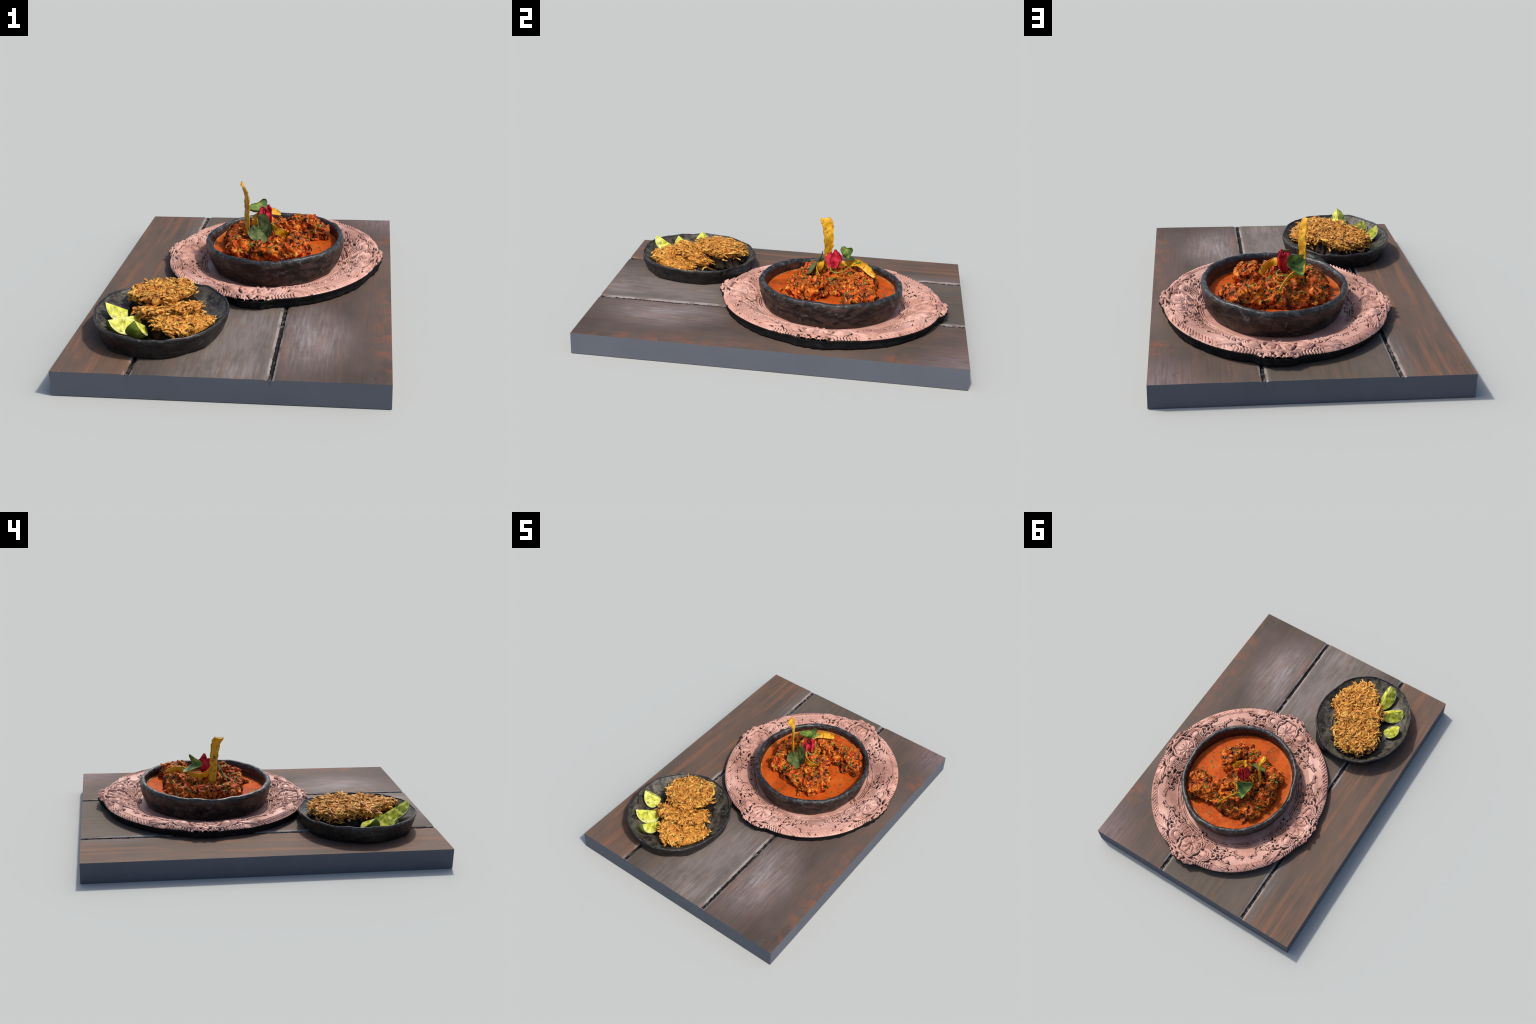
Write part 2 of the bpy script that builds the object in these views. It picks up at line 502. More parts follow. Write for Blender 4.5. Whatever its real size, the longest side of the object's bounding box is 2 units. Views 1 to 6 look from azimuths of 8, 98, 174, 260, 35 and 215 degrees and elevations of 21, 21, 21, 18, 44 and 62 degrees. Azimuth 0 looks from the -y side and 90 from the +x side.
def relief():
    """Ornament heights on one quarter (angle, radius); mirrored about the medallion axis."""
    nth, nr = 361, 190
    th = np.linspace(-math.pi / 4, math.pi / 4, nth)[:-1]
    rho = np.linspace(0.60, 1.0, nr)
    T, R = np.meshgrid(th, rho, indexing="ij")
    X, Y = np.abs(T) * 0.85, R
    H = np.zeros_like(X)

    def stroke(pts, w, h, taper=False, n=40):
        nonlocal H
        P = curve([(math.radians(a) * 0.85, r) for a, r in pts], n)
        best = np.zeros_like(X)
        sel = (X > P[:, 0].min() - 0.05) & (X < P[:, 0].max() + 0.05) & (Y > P[:, 1].min() - 0.05) & (Y < P[:, 1].max() + 0.05)
        xs, ys = X[sel], Y[sel]
        b = np.zeros_like(xs)
        for i in range(len(P) - 1):
            k = 1 - 0.7 * (i / len(P)) if taper else 1
            a, c = P[i], P[i + 1]
            dv = c - a
            t = np.clip(((xs - a[0]) * dv[0] + (ys - a[1]) * dv[1]) / (dv @ dv + 1e-12), 0, 1)
            q = np.hypot(xs - a[0] - t * dv[0], ys - a[1] - t * dv[1]) / (w * k)
            b = np.maximum(b, h * (0.5 + 0.5 * k) * np.sqrt(np.clip(1 - q * q, 0, 1)))
        best[sel] = b
        H = np.maximum(H, best)

    def boss(a, r, wx, wy, h, rot=0.0, add=False):
        nonlocal H
        cx = math.radians(a) * 0.85
        c, s = math.cos(rot), math.sin(rot)
        u, v = (X - cx) * c + (Y - r) * s, -(X - cx) * s + (Y - r) * c
        q = (u / wx) ** 2 + (v / wy) ** 2
        e = h * np.sqrt(np.clip(1 - q, 0, 1))
        H = H + e if add else np.maximum(H, e)

    def scroll(a, r, size, turns, start, h, w, sign=1):
        pts = []
        for i in range(14):
            t = i / 13
            ang = start + sign * turns * TAU * t
            rad = size * (1 - 0.8 * t)
            pts.append((a + math.degrees(rad * math.cos(ang) / 0.85), r + rad * math.sin(ang)))
        stroke(pts, w, h, n=50)

    def blossom(a, r, size, h, petals=5, phase=0.0):
        for i in range(petals):
            t = phase + TAU * i / petals
            boss(a + math.degrees(size * 0.6 * math.cos(t) / 0.85), r + size * 0.6 * math.sin(t), size * 0.45, size * 0.3, h * 0.8, t)
        boss(a, r, size * 0.25, size * 0.25, h)

    U = 0.0125  # tallest relief in metres
    # the flower is a scooped scallop: hub towards the well, petals fanning outwards
    A = np.abs(T)
    dish = smooth(math.radians(17), math.radians(9), A) * smooth(0.69, 0.76, Y) * smooth(0.955, 0.90, Y)
    H = np.zeros_like(X)
    for i in range(9):
        t = -0.62 + (math.pi + 1.24) * i / 8
        L = 0.058 + 0.022 * max(0.0, math.sin(t))
        boss(math.degrees(L * math.cos(t) / 0.85), 0.80 + L * math.sin(t), 0.044, 0.0165, 0.62 * U, t)
        stroke([(math.degrees(0.018 * math.cos(t) / 0.85), 0.80 + 0.018 * math.sin(t)), (math.degrees(1.4 * L * math.cos(t) / 0.85), 0.80 + 1.4 * L * math.sin(t))], 0.004, 0.85 * U, n=12)
    for i in range(7):
        t = math.pi + 0.25 + (math.pi - 0.5) * i / 6
        stroke([(math.degrees(0.016 * math.cos(t) / 0.85), 0.79 + 0.016 * math.sin(t)), (math.degrees(0.055 * math.cos(t) / 0.85), 0.79 + 0.065 * math.sin(t))], 0.006, 0.55 * U, n=10)
    boss(0, 0.79, 0.02, 0.022, 1.15 * U)
    # cartouche edge round the flower
    stroke([(4.6, 0.735), (7.4, 0.775), (8.6, 0.82), (8.2, 0.875), (6.2, 0.905), (5.6, 0.93), (2.8, 0.942), (0, 0.936)], 0.0105, 1.0 * U)
    # flanking shells: polished domes inside nested C-ridges
    a, r = 12.9, 0.868
    boss(a, r, 0.048, 0.042, 1.35 * U, 0.35)
    for q, g, w in ((0.056, 1.15, 0.008), (0.074, 0.95, 0.0085), (0.09, 0.7, 0.007)):
        pts = [(a + math.degrees(q * math.cos(t) / 0.85), r + q * 0.82 * math.sin(t)) for t in np.linspace(-1.75, 2.35, 14)]
        stroke(pts, w, g * U)
    scroll(9.6, 0.79, 0.02, 0.9, 0.6, 0.9 * U, 0.007)
    # crest: two curls and a bead standing on the rim lobe
    boss(0, 1.0, 0.02, 0.019, 1.2 * U)
    boss(0, 0.965, 0.03, 0.02, 0.8 * U)
    scroll(4.6, 0.982, 0.024, 1.15, 0.2, 1.1 * U, 0.008)
    boss(2.4, 0.992, 0.012, 0.013, 0.9 * U)
    stroke([(1.0, 0.952), (3.6, 0.952), (7.0, 0.962), (9.2, 0.968), (10.6, 0.985)], 0.009, 0.9 * U)
    # fluted flank behind the shell
    for a in np.arange(9.2, 22.5, 1.55):
        stroke([(a, 0.995), (a - 0.4, 0.975), (a + 0.5, 0.955)], 0.0065, 0.4 * U, n=10)
    # acanthus blade
    for a, r in ((29.5, 0.985), (31.5, 0.968), (32.6, 0.948), (32.2, 0.928), (30.6, 0.910), (28.4, 0.894), (25.8, 0.882)):
        stroke([(20.0, 0.915), ((20.0 + a) / 2 + 0.8, (0.915 + r) / 2 + 0.006), (a, r)], 0.0095, 0.85 * U)
    stroke([(18.0, 0.86), (20.5, 0.89), (22.5, 0.86), (22, 0.83)], 0.009, 0.8 * U)
    # foot: paired curls over the well ring, and the long S-scroll enclosing the lattice
    scroll(2.6, 0.640, 0.018, 1.1, 2.4, 0.9 * U, 0.0065)
    boss(3.2, 0.632, 0.012, 0.012, 1.0 * U)
    stroke([(1.0, 0.655), (2.6, 0.678), (4.6, 0.700), (8.5, 0.708), (13.5, 0.702), (17.5, 0.718), (19.6, 0.748), (18.6, 0.775)], 0.008, 0.85 * U)
    stroke([(3.4, 0.72), (6.4, 0.728), (9.4, 0.75)], 0.0065, 0.7 * U)
    inside = (A > math.radians(10.2)) & (A < math.radians(18.4)) & (Y > 0.722) & (Y < 0.800)
    lat = np.maximum(np.cos(X * TAU / 0.0135), np.cos((Y + 0.25 * X) * TAU / 0.0135))
    H = np.where(inside, np.maximum(H, 0.5 * U * smooth(0.1, 0.85, lat)), H)
    for i in range(4):
        stroke([(5.6 + 1.2 * i, 0.715 + 0.004 * i), (5.9 + 1.2 * i, 0.735 + 0.004 * i), (6.0 + 1.25 * i, 0.758)], 0.005, 0.6 * U, n=10)
    stroke([(18.5, 0.80), (21.5, 0.812), (24, 0.80), (25, 0.78), (23.5, 0.765)], 0.008, 0.75 * U)
    # flowering sprigs running out over the plain rim
    stroke([(20, 0.765), (25, 0.78), (31, 0.785), (36, 0.81), (40, 0.838), (42.5, 0.855)], 0.0055, 0.45 * U)
    blossom(25.2, 0.772, 0.028, 0.75 * U, 6, 0.3)
    blossom(30.5, 0.80, 0.034, 0.8 * U, 7, 0.9)
    blossom(34.8, 0.782, 0.022, 0.6 * U, 5, 0.1)
    blossom(38.6, 0.842, 0.024, 0.6 * U, 5, 0.5)
    for a, r in ((34, 0.812), (37.5, 0.80), (41.8, 0.872), (43.0, 0.848), (41.2, 0.84), (27.5, 0.812), (33.6, 0.76)):
        boss(a, r, 0.011, 0.008, 0.55 * U)
    for a, r in ((22, 0.735), (27, 0.74), (35, 0.748)):
        stroke([(a, r), (a + 1.6, r + 0.008), (a + 2.6, r + 0.022)], 0.006, 0.5 * U)
    # filigree: small curls and beads filling the ground of the medallion
    rf = np.random.RandomState(8)
    for _ in range(90):
        a, r = rf.uniform(1.5, 32), rf.uniform(0.70, 0.965)
        if a > 22 and r < 0.80 and rf.rand() < 0.5:
            continue
        i, j = np.argmin(np.abs(th - math.radians(a))), np.argmin(np.abs(rho - r))
        if H[i, j] > 0.4 * U or a > 33 - 18 * max(0, 0.86 - r):
            continue
        q = rf.rand()
        if q < 0.5:
            scroll(a, r, rf.uniform(0.010, 0.018), rf.uniform(0.7, 1.1), rf.uniform(0, TAU), rf.uniform(0.55, 0.75) * U, 0.0052, rf.choice((-1, 1)))
        elif q < 0.8:
            t = rf.uniform(0, TAU)
            for d in (-0.5, 0, 0.5):
                stroke([(a, r), (a + math.degrees(0.012 * math.cos(t + d) / 0.85), r + 0.012 * math.sin(t + d)), (a + math.degrees(0.022 * math.cos(t + d * 1.6) / 0.85), r + 0.022 * math.sin(t + d * 1.6))], 0.0055, 0.65 * U, n=10)
        else:
            boss(a, r, 0.009, 0.009, 0.7 * U)
    # rope border between the medallions, running the same way all round
    rope = 0.55 * U * np.clip(np.cos((T * 0.98 - (R - 0.968) * 0.9) * 360 / TAU * TAU / 2.05), -0.25, 1)
    band = smooth(0.938, 0.946, R) * smooth(1.0, 0.985, R) * smooth(math.radians(24), math.radians(26), A)
    H = np.maximum(H, rope * band)
    H = H + 0.2 * U * smooth(0.938, 0.946, R) * smooth(1.003, 0.99, R)
    H = np.maximum(H, 0.4 * U * np.exp(-(((R - 0.935) / 0.005) ** 2)) * smooth(math.radians(22), math.radians(25), A))
    # ring round the well: twin cords with a running loop between them
    for q, w, g in ((0.656, 0.0055, 0.45), (0.672, 0.0035, 0.3), (0.712, 0.004, 0.3)):
        H = np.maximum(H, g * U * np.sqrt(np.clip(1 - ((R - q) / w) ** 2, 0, 1)))
    loop = np.abs(R - (0.692 + 0.016 * np.cos(T * 360 / TAU * TAU / 4.5)))
    H = np.maximum(H, 0.35 * U * np.sqrt(np.clip(1 - (loop / 0.0035) ** 2, 0, 1)))
    loop = np.abs(R - (0.692 - 0.016 * np.abs(np.cos(T * 180 / TAU * TAU / 4.5))))
    H = np.maximum(H, 0.3 * U * np.sqrt(np.clip(1 - (loop / 0.003) ** 2, 0, 1)))
    H = H - 0.008 * dish
    return th, rho, H


def plate_radius(dth, th):
    """Outline factor: a low lobe with small scallops at each medallion (dth = angle from it)."""
    a = np.degrees(np.abs(dth))
    reach = 0.026 + 0.016 * np.abs(np.sin(th))
    lobe = reach * smooth(11.5, 5.0, a) - 0.005 * smooth(17, 13, a) * smooth(9, 13, a)
    return 1 + lobe + 0.005 * smooth(10, 7, a) * np.cos(a * TAU / 4.6)


def plate_profile(rho):
    pts = np.array([(0.0, 0.1245), (0.55, 0.125), (0.64, 0.126), (0.665, 0.129), (0.69, 0.134), (0.73, 0.1475), (0.79, 0.166), (0.85, 0.1765), (0.92, 0.178), (0.97, 0.173), (1.0, 0.164)])
    return np.interp(rho, pts[:, 0], pts[:, 1])


PTILT = 0.014


def build_plate():
    plate = thing("charger_plate", (PC[0], PC[1], 0.1155), "round copper plate with four embossed flower medallions on its rim", "plate")
    th, rho, H = relief()
    n = len(th)
    H = np.vstack([H] * 4)
    theta = np.concatenate([th + k * math.pi / 2 for k in range(4)])
    dth = np.tile(th, 4)
    TH, R = np.meshgrid(theta, rho, indexing="ij")
    D = np.repeat(dth[:, None], len(rho), 1)
    k = plate_radius(D, TH)
    scale = 1 + (k - 1) * smooth(0.85, 1.0, R)
    x = PC[0] + PA * R * scale * np.cos(TH + TWIST)
    y = PC[1] + PB * R * scale * np.sin(TH + TWIST)
    P = np.stack([x, y, 0 * x], -1)
    z = plate_profile(R) + H * (0.92 + 0.16 * fbm(P, 18, 2)) + PTILT * (x - PC[0]) + 0.0012 * fbm(P, 6, 2) + 0.0002 * fbm(P, 40, 2)
    V = np.stack([x, y, z], -1)
    nt, nr = R.shape
    F = grid_faces(nt, nr, wrap_u=True)

    def blur(a, w):
        for ax in (0, 1):
            c = np.concatenate([np.take(a, range(-w - 1, 0), ax), a, np.take(a, range(w), ax)], ax) if ax == 0 else np.concatenate([np.repeat(a[:, :1], w + 1, 1), a, np.repeat(a[:, -1:], w, 1)], 1)
            c = np.cumsum(c, ax)
            a = (np.take(c, range(2 * w + 1, c.shape[ax]), ax) - np.take(c, range(0, c.shape[ax] - 2 * w - 1), ax)) / (2 * w + 1)
        return a

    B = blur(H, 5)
    dirt = ((H - B < -0.00115 - 0.0009 * fbm(P, 30, 2)) | (H - blur(H, 9) < -0.0025 - 0.0012 * fbm(P, 26, 2, 9.0))) & (fbm(P, 22, 2, 3.0) > -0.30)  # faces beside the relief that get the black material
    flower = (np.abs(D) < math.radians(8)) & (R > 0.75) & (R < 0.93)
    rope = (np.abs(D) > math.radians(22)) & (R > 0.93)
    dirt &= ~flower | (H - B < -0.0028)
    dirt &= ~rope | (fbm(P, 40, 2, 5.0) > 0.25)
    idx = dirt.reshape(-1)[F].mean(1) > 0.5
    make("plate_rim", V.reshape(-1, 3), F[:, ::-1], [mat_copper(), mat_black_recess()], plate, idx=idx.astype(int))
    # plain floor of the well
    rr = np.linspace(0.002, 0.60, 14)
    tt = np.linspace(0, TAU, 240, endpoint=False)
    TT, RR = np.meshgrid(tt, rr, indexing="ij")
    fl = np.stack([PC[0] + PA * RR * np.cos(TT), PC[1] + PB * RR * np.sin(TT), plate_profile(RR) + 0 * TT], -1)
    fl[..., 2] += PTILT * (fl[..., 0] - PC[0])
    fl[:, -1, 2] -= 0.0004
    make("plate_well", fl.reshape(-1, 3), grid_faces(240, 14, wrap_u=True)[:, ::-1], mat_copper(), plate)
    # near-black underside and foot, set in slightly below the rim
    tt = np.linspace(0, TAU, 720, endpoint=False)
    dt = (tt + math.pi / 4) % (math.pi / 2) - math.pi / 4
    rows = [(0.90, 0.160), (0.985, 0.158), (1.001, 0.1635), (1.002, 0.160), (0.996, 0.154), (0.985, 0.145), (0.980, 0.135), (0.973, 0.124), (0.968, 0.1145), (0.90, 0.1145)]
    kk = plate_radius(dt, tt)
    ring = []
    for j, (q, zz) in enumerate(rows):
        p = np.stack([np.cos(tt), np.sin(tt), tt * 0 + zz * 8], -1)
        near = np.abs((tt + TWIST - math.radians(241) + math.pi) % TAU - math.pi)
        w = 0.03 * np.exp(-((near / 0.15) ** 2)) * smooth(0.160, 0.140, zz) + 0.012 * fbm(p, 9, 3) * smooth(0.162, 0.125, zz) * (1 if j < 9 else 0)
        s = q * (1 + (kk - 1) * (1 if zz > 0.12 else 0.9)) + w
        ring.append(np.stack([PC[0] + PA * s * np.cos(tt + TWIST), PC[1] + PB * s * np.sin(tt + TWIST), zz + PTILT * PA * s * np.cos(tt + TWIST) * smooth(0.12, 0.15, zz)], -1))
    under = np.stack(ring, 1)
    make("plate_underside", under.reshape(-1, 3), grid_faces(720, len(rows), wrap_u=True)[:, ::-1], mat_underside(), plate)
    return plate


# ------------------------------------------------------------------ vessels
def vessel_rows(profile, a, b, c, tilt, nt, wob, seed, lean=None):
    """Elliptical turned shape: profile of (radius factor, height, wobble weight)."""
    tt = np.linspace(0, TAU, nt, endpoint=False)
    out = []
    for q, z, w in profile:
        ring = np.stack([np.cos(tt), np.sin(tt), tt * 0], -1)
        dq = w * wob * fbm(ring + [0, 0, z * 3], 2.6, 4, seed)
        dz = w * wob * 0.35 * fbm(ring + [0, 0, z * 2], 3.4, 4, seed + 5)
        if lean:
            turn = np.abs((tt - lean[0] + math.pi) % TAU - math.pi)
            dq = dq + lean[1] * np.exp(-((turn / lean[2]) ** 2)) * smooth(0.205, 0.165, z) * min(1.0, w)
        x, y = a * (q + dq) * np.cos(tt), b * (q + dq) * np.sin(tt)
        lift = (tilt[0] * x + tilt[1] * y) * smooth(0.13, 0.2, z)
        out.append(np.stack([c[0] + x, c[1] + y, z + dz + lift], -1))
    return np.stack(out, 1)


def refine(profile, n):
    p = curve(profile, n)
    p[:, 2] = np.clip(p[:, 2], 0, None)
    return p


BC, BA, BB = np.array([0.108, 0.266]), 0.360, 0.389
SAUCE_Z = 0.2165


def build_bowl():
    bowl = thing("curry_bowl", (BC[0], BC[1], 0.1265), "round black clay bowl with a thick hand-formed lip", "bowl")
    wall = mat_clay("smoked_clay", lin(82, 79, 78), lin(32, 28, 27), lin(64, 50, 46), lin(12, 11, 11), 0.58)
    prof = refine([(0.80, 0.1255, 0), (0.87, 0.126, 0.6), (0.905, 0.133, 1), (0.935, 0.155, 1), (0.968, 0.19, 1), (0.99, 0.225, 1), (1.0, 0.248, 1), (0.997, 0.260, 1)], 34)
    V = vessel_rows(prof, BA, BB, BC, (0.022, -0.006), 320, 0.018, 2.0)
    make("bowl_wall", V.reshape(-1, 3), grid_faces(320, len(prof), wrap_u=True), wall, bowl)
    lip = refine([(0.997, 0.260, 1), (0.989, 0.269, 1), (0.97, 0.2735, 1), (0.945, 0.2735, 1), (0.925, 0.267, 1), (0.914, 0.256, 1)], 22)
    V = vessel_rows(lip, BA, BB, BC, (0.022, -0.006), 320, 0.018, 2.0)
    make("lip", V.reshape(-1, 3), grid_faces(320, len(lip), wrap_u=True), mat_rim(), bowl)
    inner = refine([(0.914, 0.256, 1), (0.908, 0.243, 0.8), (0.901, 0.23, 0.4), (0.893, 0.212, 0), (0.82, 0.175, 0), (0.5, 0.15, 0), (0.01, 0.148, 0)], 30)
    V = vessel_rows(inner, BA, BB, BC, (0.022, -0.006), 320, 0.018, 2.0)
    lining = mat_clay("curry_stained_clay", lin(74, 70, 68), lin(48, 34, 28), lin(70, 36, 22), lin(26, 20, 18), 0.6)
    make("bowl_lining", V.reshape(-1, 3), grid_faces(320, len(inner), wrap_u=True), lining, bowl)
    return bowl


DC, DA, DB = np.array([-0.323, -0.554]), 0.305, 0.337
DT = (-0.022, -0.016)


def build_dish():
    dish = thing("side_dish", (DC[0], DC[1], 0.1158), "shallow round black clay dish with a thin pale-flecked edge", "dish")
    wall = mat_clay("sooted_clay", lin(62, 60, 60), lin(24, 23, 23), lin(40, 36, 34), lin(11, 11, 11), 0.61)
    prof = refine([(0.80, 0.1132, 0), (0.875, 0.1134, 0.7), (0.922, 0.122, 1), (0.95, 0.143, 1), (0.977, 0.170, 1), (0.994, 0.192, 1), (0.999, 0.203, 1)], 30)
    V = vessel_rows(prof, DA, DB, DC, DT, 300, 0.018, 8.0, (math.radians(58), 0.10, 0.24))
    make("dish_wall", V.reshape(-1, 3), grid_faces(300, len(prof), wrap_u=True), wall, dish)
    lip = refine([(0.998, 0.203, 1), (0.994, 0.2095, 1), (0.984, 0.2125, 1), (0.972, 0.2105, 1), (0.964, 0.205, 1)], 16)
    V = vessel_rows(lip, DA, DB, DC, DT, 300, 0.018, 8.0)
    make("lip", V.reshape(-1, 3), grid_faces(300, len(lip), wrap_u=True), mat_rim(), dish)
    inner = refine([(0.964, 0.205, 1), (0.91, 0.191, 0.7), (0.84, 0.178, 0.4), (0.75, 0.165, 0.2), (0.68, 0.1575, 0.1), (0.655, 0.157, 0.1), (0.64, 0.1525, 0.1), (0.60, 0.150, 0), (0.3, 0.148, 0), (0.01, 0.148, 0)], 40)
    V = vessel_rows(inner, DA, DB, DC, DT, 300, 0.018, 8.0)
    lining = mat_clay("grey_glazed_clay", lin(100, 96, 84), lin(66, 61, 53), lin(86, 81, 70), lin(30, 27, 24), 0.56)
    make("dish_lining", V.reshape(-1, 3), grid_faces(300, len(inner), wrap_u=True), lining, dish)
    return dish


# ------------------------------------------------------------------ soft lumps
def lumps(blobs, voxel):
    """Fuse ellipsoids (centre, radii, turn) into one skin and return its vertices, faces, normals."""
    bm = bmesh.new()
    for c, r, turn in blobs:
        made = bmesh.ops.create_icosphere(bm, subdivisions=4, radius=1.0)
        ca, sa = math.cos(turn), math.sin(turn)
        for v in made["verts"]:
            x, y, z = v.co.x * r[0], v.co.y * r[1], v.co.z * r[2]
            v.co = Vector((c[0] + x * ca - y * sa, c[1] + x * sa + y * ca, c[2] + z))
    me = bpy.data.meshes.new("lump_source")
    bm.to_mesh(me)
    bm.free()
    o = bpy.data.objects.new("lump_source", me)
    bpy.context.collection.objects.link(o)
    m = o.modifiers.new("skin", "REMESH")
    m.mode, m.voxel_size = "VOXEL", voxel
    s = o.modifiers.new("relax", "SMOOTH")
    s.iterations, s.factor = 6, 0.5
    dg = bpy.context.evaluated_depsgraph_get()
    dg.update()
    ev = o.evaluated_get(dg)
    em = ev.to_mesh()
    v = np.empty(len(em.vertices) * 3)
    em.vertices.foreach_get("co", v)
    nn = np.empty(len(em.vertices) * 3)
    em.vertices.foreach_get("normal", nn)
    f = np.array([p.vertices[:] for p in em.polygons])
    ev.to_mesh_clear()
    bpy.data.objects.remove(o)
    bpy.data.meshes.remove(me)
    return v.reshape(-1, 3), f, nn.reshape(-1, 3)


def build_curry():
    curry = thing("curry", (BC[0], BC[1], SAUCE_Z), "lumps of red spiced meat in orange gravy with a garnish", "curry")
    # gravy, creeping up the wall
    rr = np.concatenate([np.linspace(0.004, 0.86, 60), [0.875, 0.888, 0.897, 0.902]])
    tt = np.linspace(0, TAU, 260, endpoint=False)
    TT, RR = np.meshgrid(tt, rr, indexing="ij")
    x, y = BA * RR * np.cos(TT), BB * RR * np.sin(TT)
    P = np.stack([x, y, 0 * x], -1)
    z = SAUCE_Z + 0.03 * y - 0.003 * x + 0.0022 * fbm(P, 9, 3) + 0.0012 * fbm(P, 45, 2) + 0.003 * smooth(0.87, 0.902, RR)
    V = np.stack([BC[0] + x, BC[1] + y, z], -1)
    make("gravy", V.reshape(-1, 3), grid_faces(260, len(rr), wrap_u=True)[:, ::-1], mat_sauce(), curry)
    # oil line where the gravy meets the clay
    ring = []
    for dq, dz in ((0.888, 0.0015), (0.893, 0.005), (0.902, 0.0068), (0.910, 0.005), (0.910, -0.004)):
        w = 0.004 * fbm(np.stack([np.cos(tt), np.sin(tt), 0 * tt], -1), 5, 3)
        xx, yy = BA * (dq + w * 0.3) * np.cos(tt), BB * (dq + w * 0.3) * np.sin(tt)
        ring.append(np.stack([BC[0] + xx, BC[1] + yy, SAUCE_Z + 0.03 * yy - 0.003 * xx + dz + w * 0.4], -1))
    oil = mat_simple("dried_oil", [(0.3, lin(96, 44, 18)), (0.5, lin(150, 92, 40)), (0.7, lin(176, 140, 74))], 22, 0.45, 0.4)
    make("oil_line", np.stack(ring, 1).reshape(-1, 3), grid_faces(260, 5, wrap_u=True)[:, ::-1], oil, curry)

    meat = mat_meat()
    pieces = [
        # long piece along the west side
        [((-0.05, 0.155, 0.229), (0.072, 0.058, 0.0578), 0.6), ((-0.092, 0.25, 0.231), (0.052, 0.1, 0.062), 0.1), ((0.045, 0.112, 0.229), (0.095, 0.048, 0.0538), -0.2), ((-0.02, 0.21, 0.239), (0.07, 0.08, 0.0516), 0.3)],
        # front chunk, towards the east
        [((0.2, 0.105, 0.229), (0.072, 0.066, 0.0662), -0.4), ((0.25, 0.165, 0.235), (0.038, 0.066, 0.0704), 0.3), ((0.215, 0.205, 0.252), (0.05, 0.05, 0.061), 0), ((0.14, 0.085, 0.229), (0.055, 0.042, 0.0558), 0), ((0.215, 0.13, 0.262), (0.042, 0.045, 0.0454), 0.3), ((0.176, 0.028, 0.219), (0.018, 0.036, 0.0225), 0.1)],
        # right-hand chunk
        [((0.305, 0.425, 0.239), (0.058, 0.075, 0.0662), 0.3), ((0.22, 0.445, 0.249), (0.082, 0.06, 0.0662), 0.2), ((0.295, 0.485, 0.249), (0.04, 0.042, 0.0538), 0.2), ((0.34, 0.395, 0.233), (0.034, 0.04, 0.0558), 0), ((0.17, 0.4, 0.239), (0.06, 0.055, 0.061), 0), ((0.265, 0.435, 0.279), (0.048, 0.052, 0.035), 0.3)],
        # rear piece
        [((0.058, 0.425, 0.262), (0.058, 0.05, 0.046), 0.6), ((0.06, 0.462, 0.231), (0.125, 0.052, 0.06), 0.05), ((-0.05, 0.415, 0.233), (0.072, 0.076, 0.062), -0.6), ((-0.105, 0.33, 0.231), (0.044, 0.085, 0.0578), -0.1), ((0.01, 0.37, 0.241), (0.1, 0.07, 0.0538), 0)],
        # middle under the garnish
        [((0.06, 0.26, 0.231), (0.13, 0.1, 0.0516), 0.1), ((0.14, 0.33, 0.229), (0.05, 0.05, 0.0412), 0), ((0.05, 0.3, 0.253), (0.08, 0.06, 0.0454), 0), ((0.12, 0.2, 0.243), (0.07, 0.05, 0.0474), 0)],
    ]
    tops = []
    for k, blobs in enumerate(pieces):
        v, f, n = lumps(blobs, 0.0042)
        keep_low = smooth(0.205, 0.23, v[:, 2])
        v = v + n * ((0.017 * fbm(v, 17, 2, k * 3.1) + 0.013 * ridged(v, 21, 2, k * 1.7) - 0.006) * (0.35 + 0.65 * keep_low))[:, None]
        curl = np.stack([fbm(v, 28, 2, 4.0), fbm(v, 28, 2, 14.0), fbm(v, 28, 2, 24.0)], -1)
        v = v + 0.010 * curl * keep_low[:, None]
        make("meat_piece", v, f, meat, curry)
        tops.append((v, f))
    V, F = join_parts(tops)
    tree = BVHTree.FromPolygons([tuple(p) for p in V], [tuple(int(i) for i in q) for q in F])

    def surface(x, y):
        hit = tree.ray_cast(Vector((x, y, 0.6)), Vector((0, 0, -1)))
        if hit[0] is None:
            return None
        return np.array(hit[0]), np.array(hit[1])

    # chopped masala stuck to the meat: curled flakes
    def flake(c, n, size, lift, r):
        n = n / np.linalg.norm(n)
        a = np.cross(n, r.normal(size=3))
        a /= np.linalg.norm(a)
        b = np.cross(n, a)
        nu, nv = 7, 4
        u, w = np.meshgrid(np.linspace(-1, 1, nu), np.linspace(-1, 1, nv), indexing="ij")
        wid = 0.55 * np.sqrt(np.clip(1 - 0.8 * u * u, 0.1, 1))
        bend, cup = r.uniform(-0.5, 0.9), r.uniform(-0.3, 0.6)
        h = bend * (1 - u * u) + cup * w * w
        P = c + size * (a * u[..., None] + b * (w * wid)[..., None] + n * (0.45 * h)[..., None]) + n * lift
        t = n * size * 0.28
        top, bot = (P + t * (1 - 0.6 * np.maximum(np.abs(u), np.abs(w)))[..., None]).reshape(-1, 3), (P - t * 0.8).reshape(-1, 3)
        return slab(top, bot, nu, nv)

    bits_mat = []
    for nm, a, b in (("red_pepper_flesh", sun(190, 70, 24), sun(232, 98, 34)), ("orange_onion", sun(178, 88, 28), sun(240, 134, 46)), ("charred_onion", sun(28, 20, 18), sun(84, 40, 24))):
        bits_mat.append(mat_simple(nm, [(0.3, a), (0.7, b)], 30, 0.45, 0.15, 0.3, (sun(30, 20, 18), 0.6)))
    r = np.random.RandomState(21)
    groups = [[], [], []]
    n_try = 0
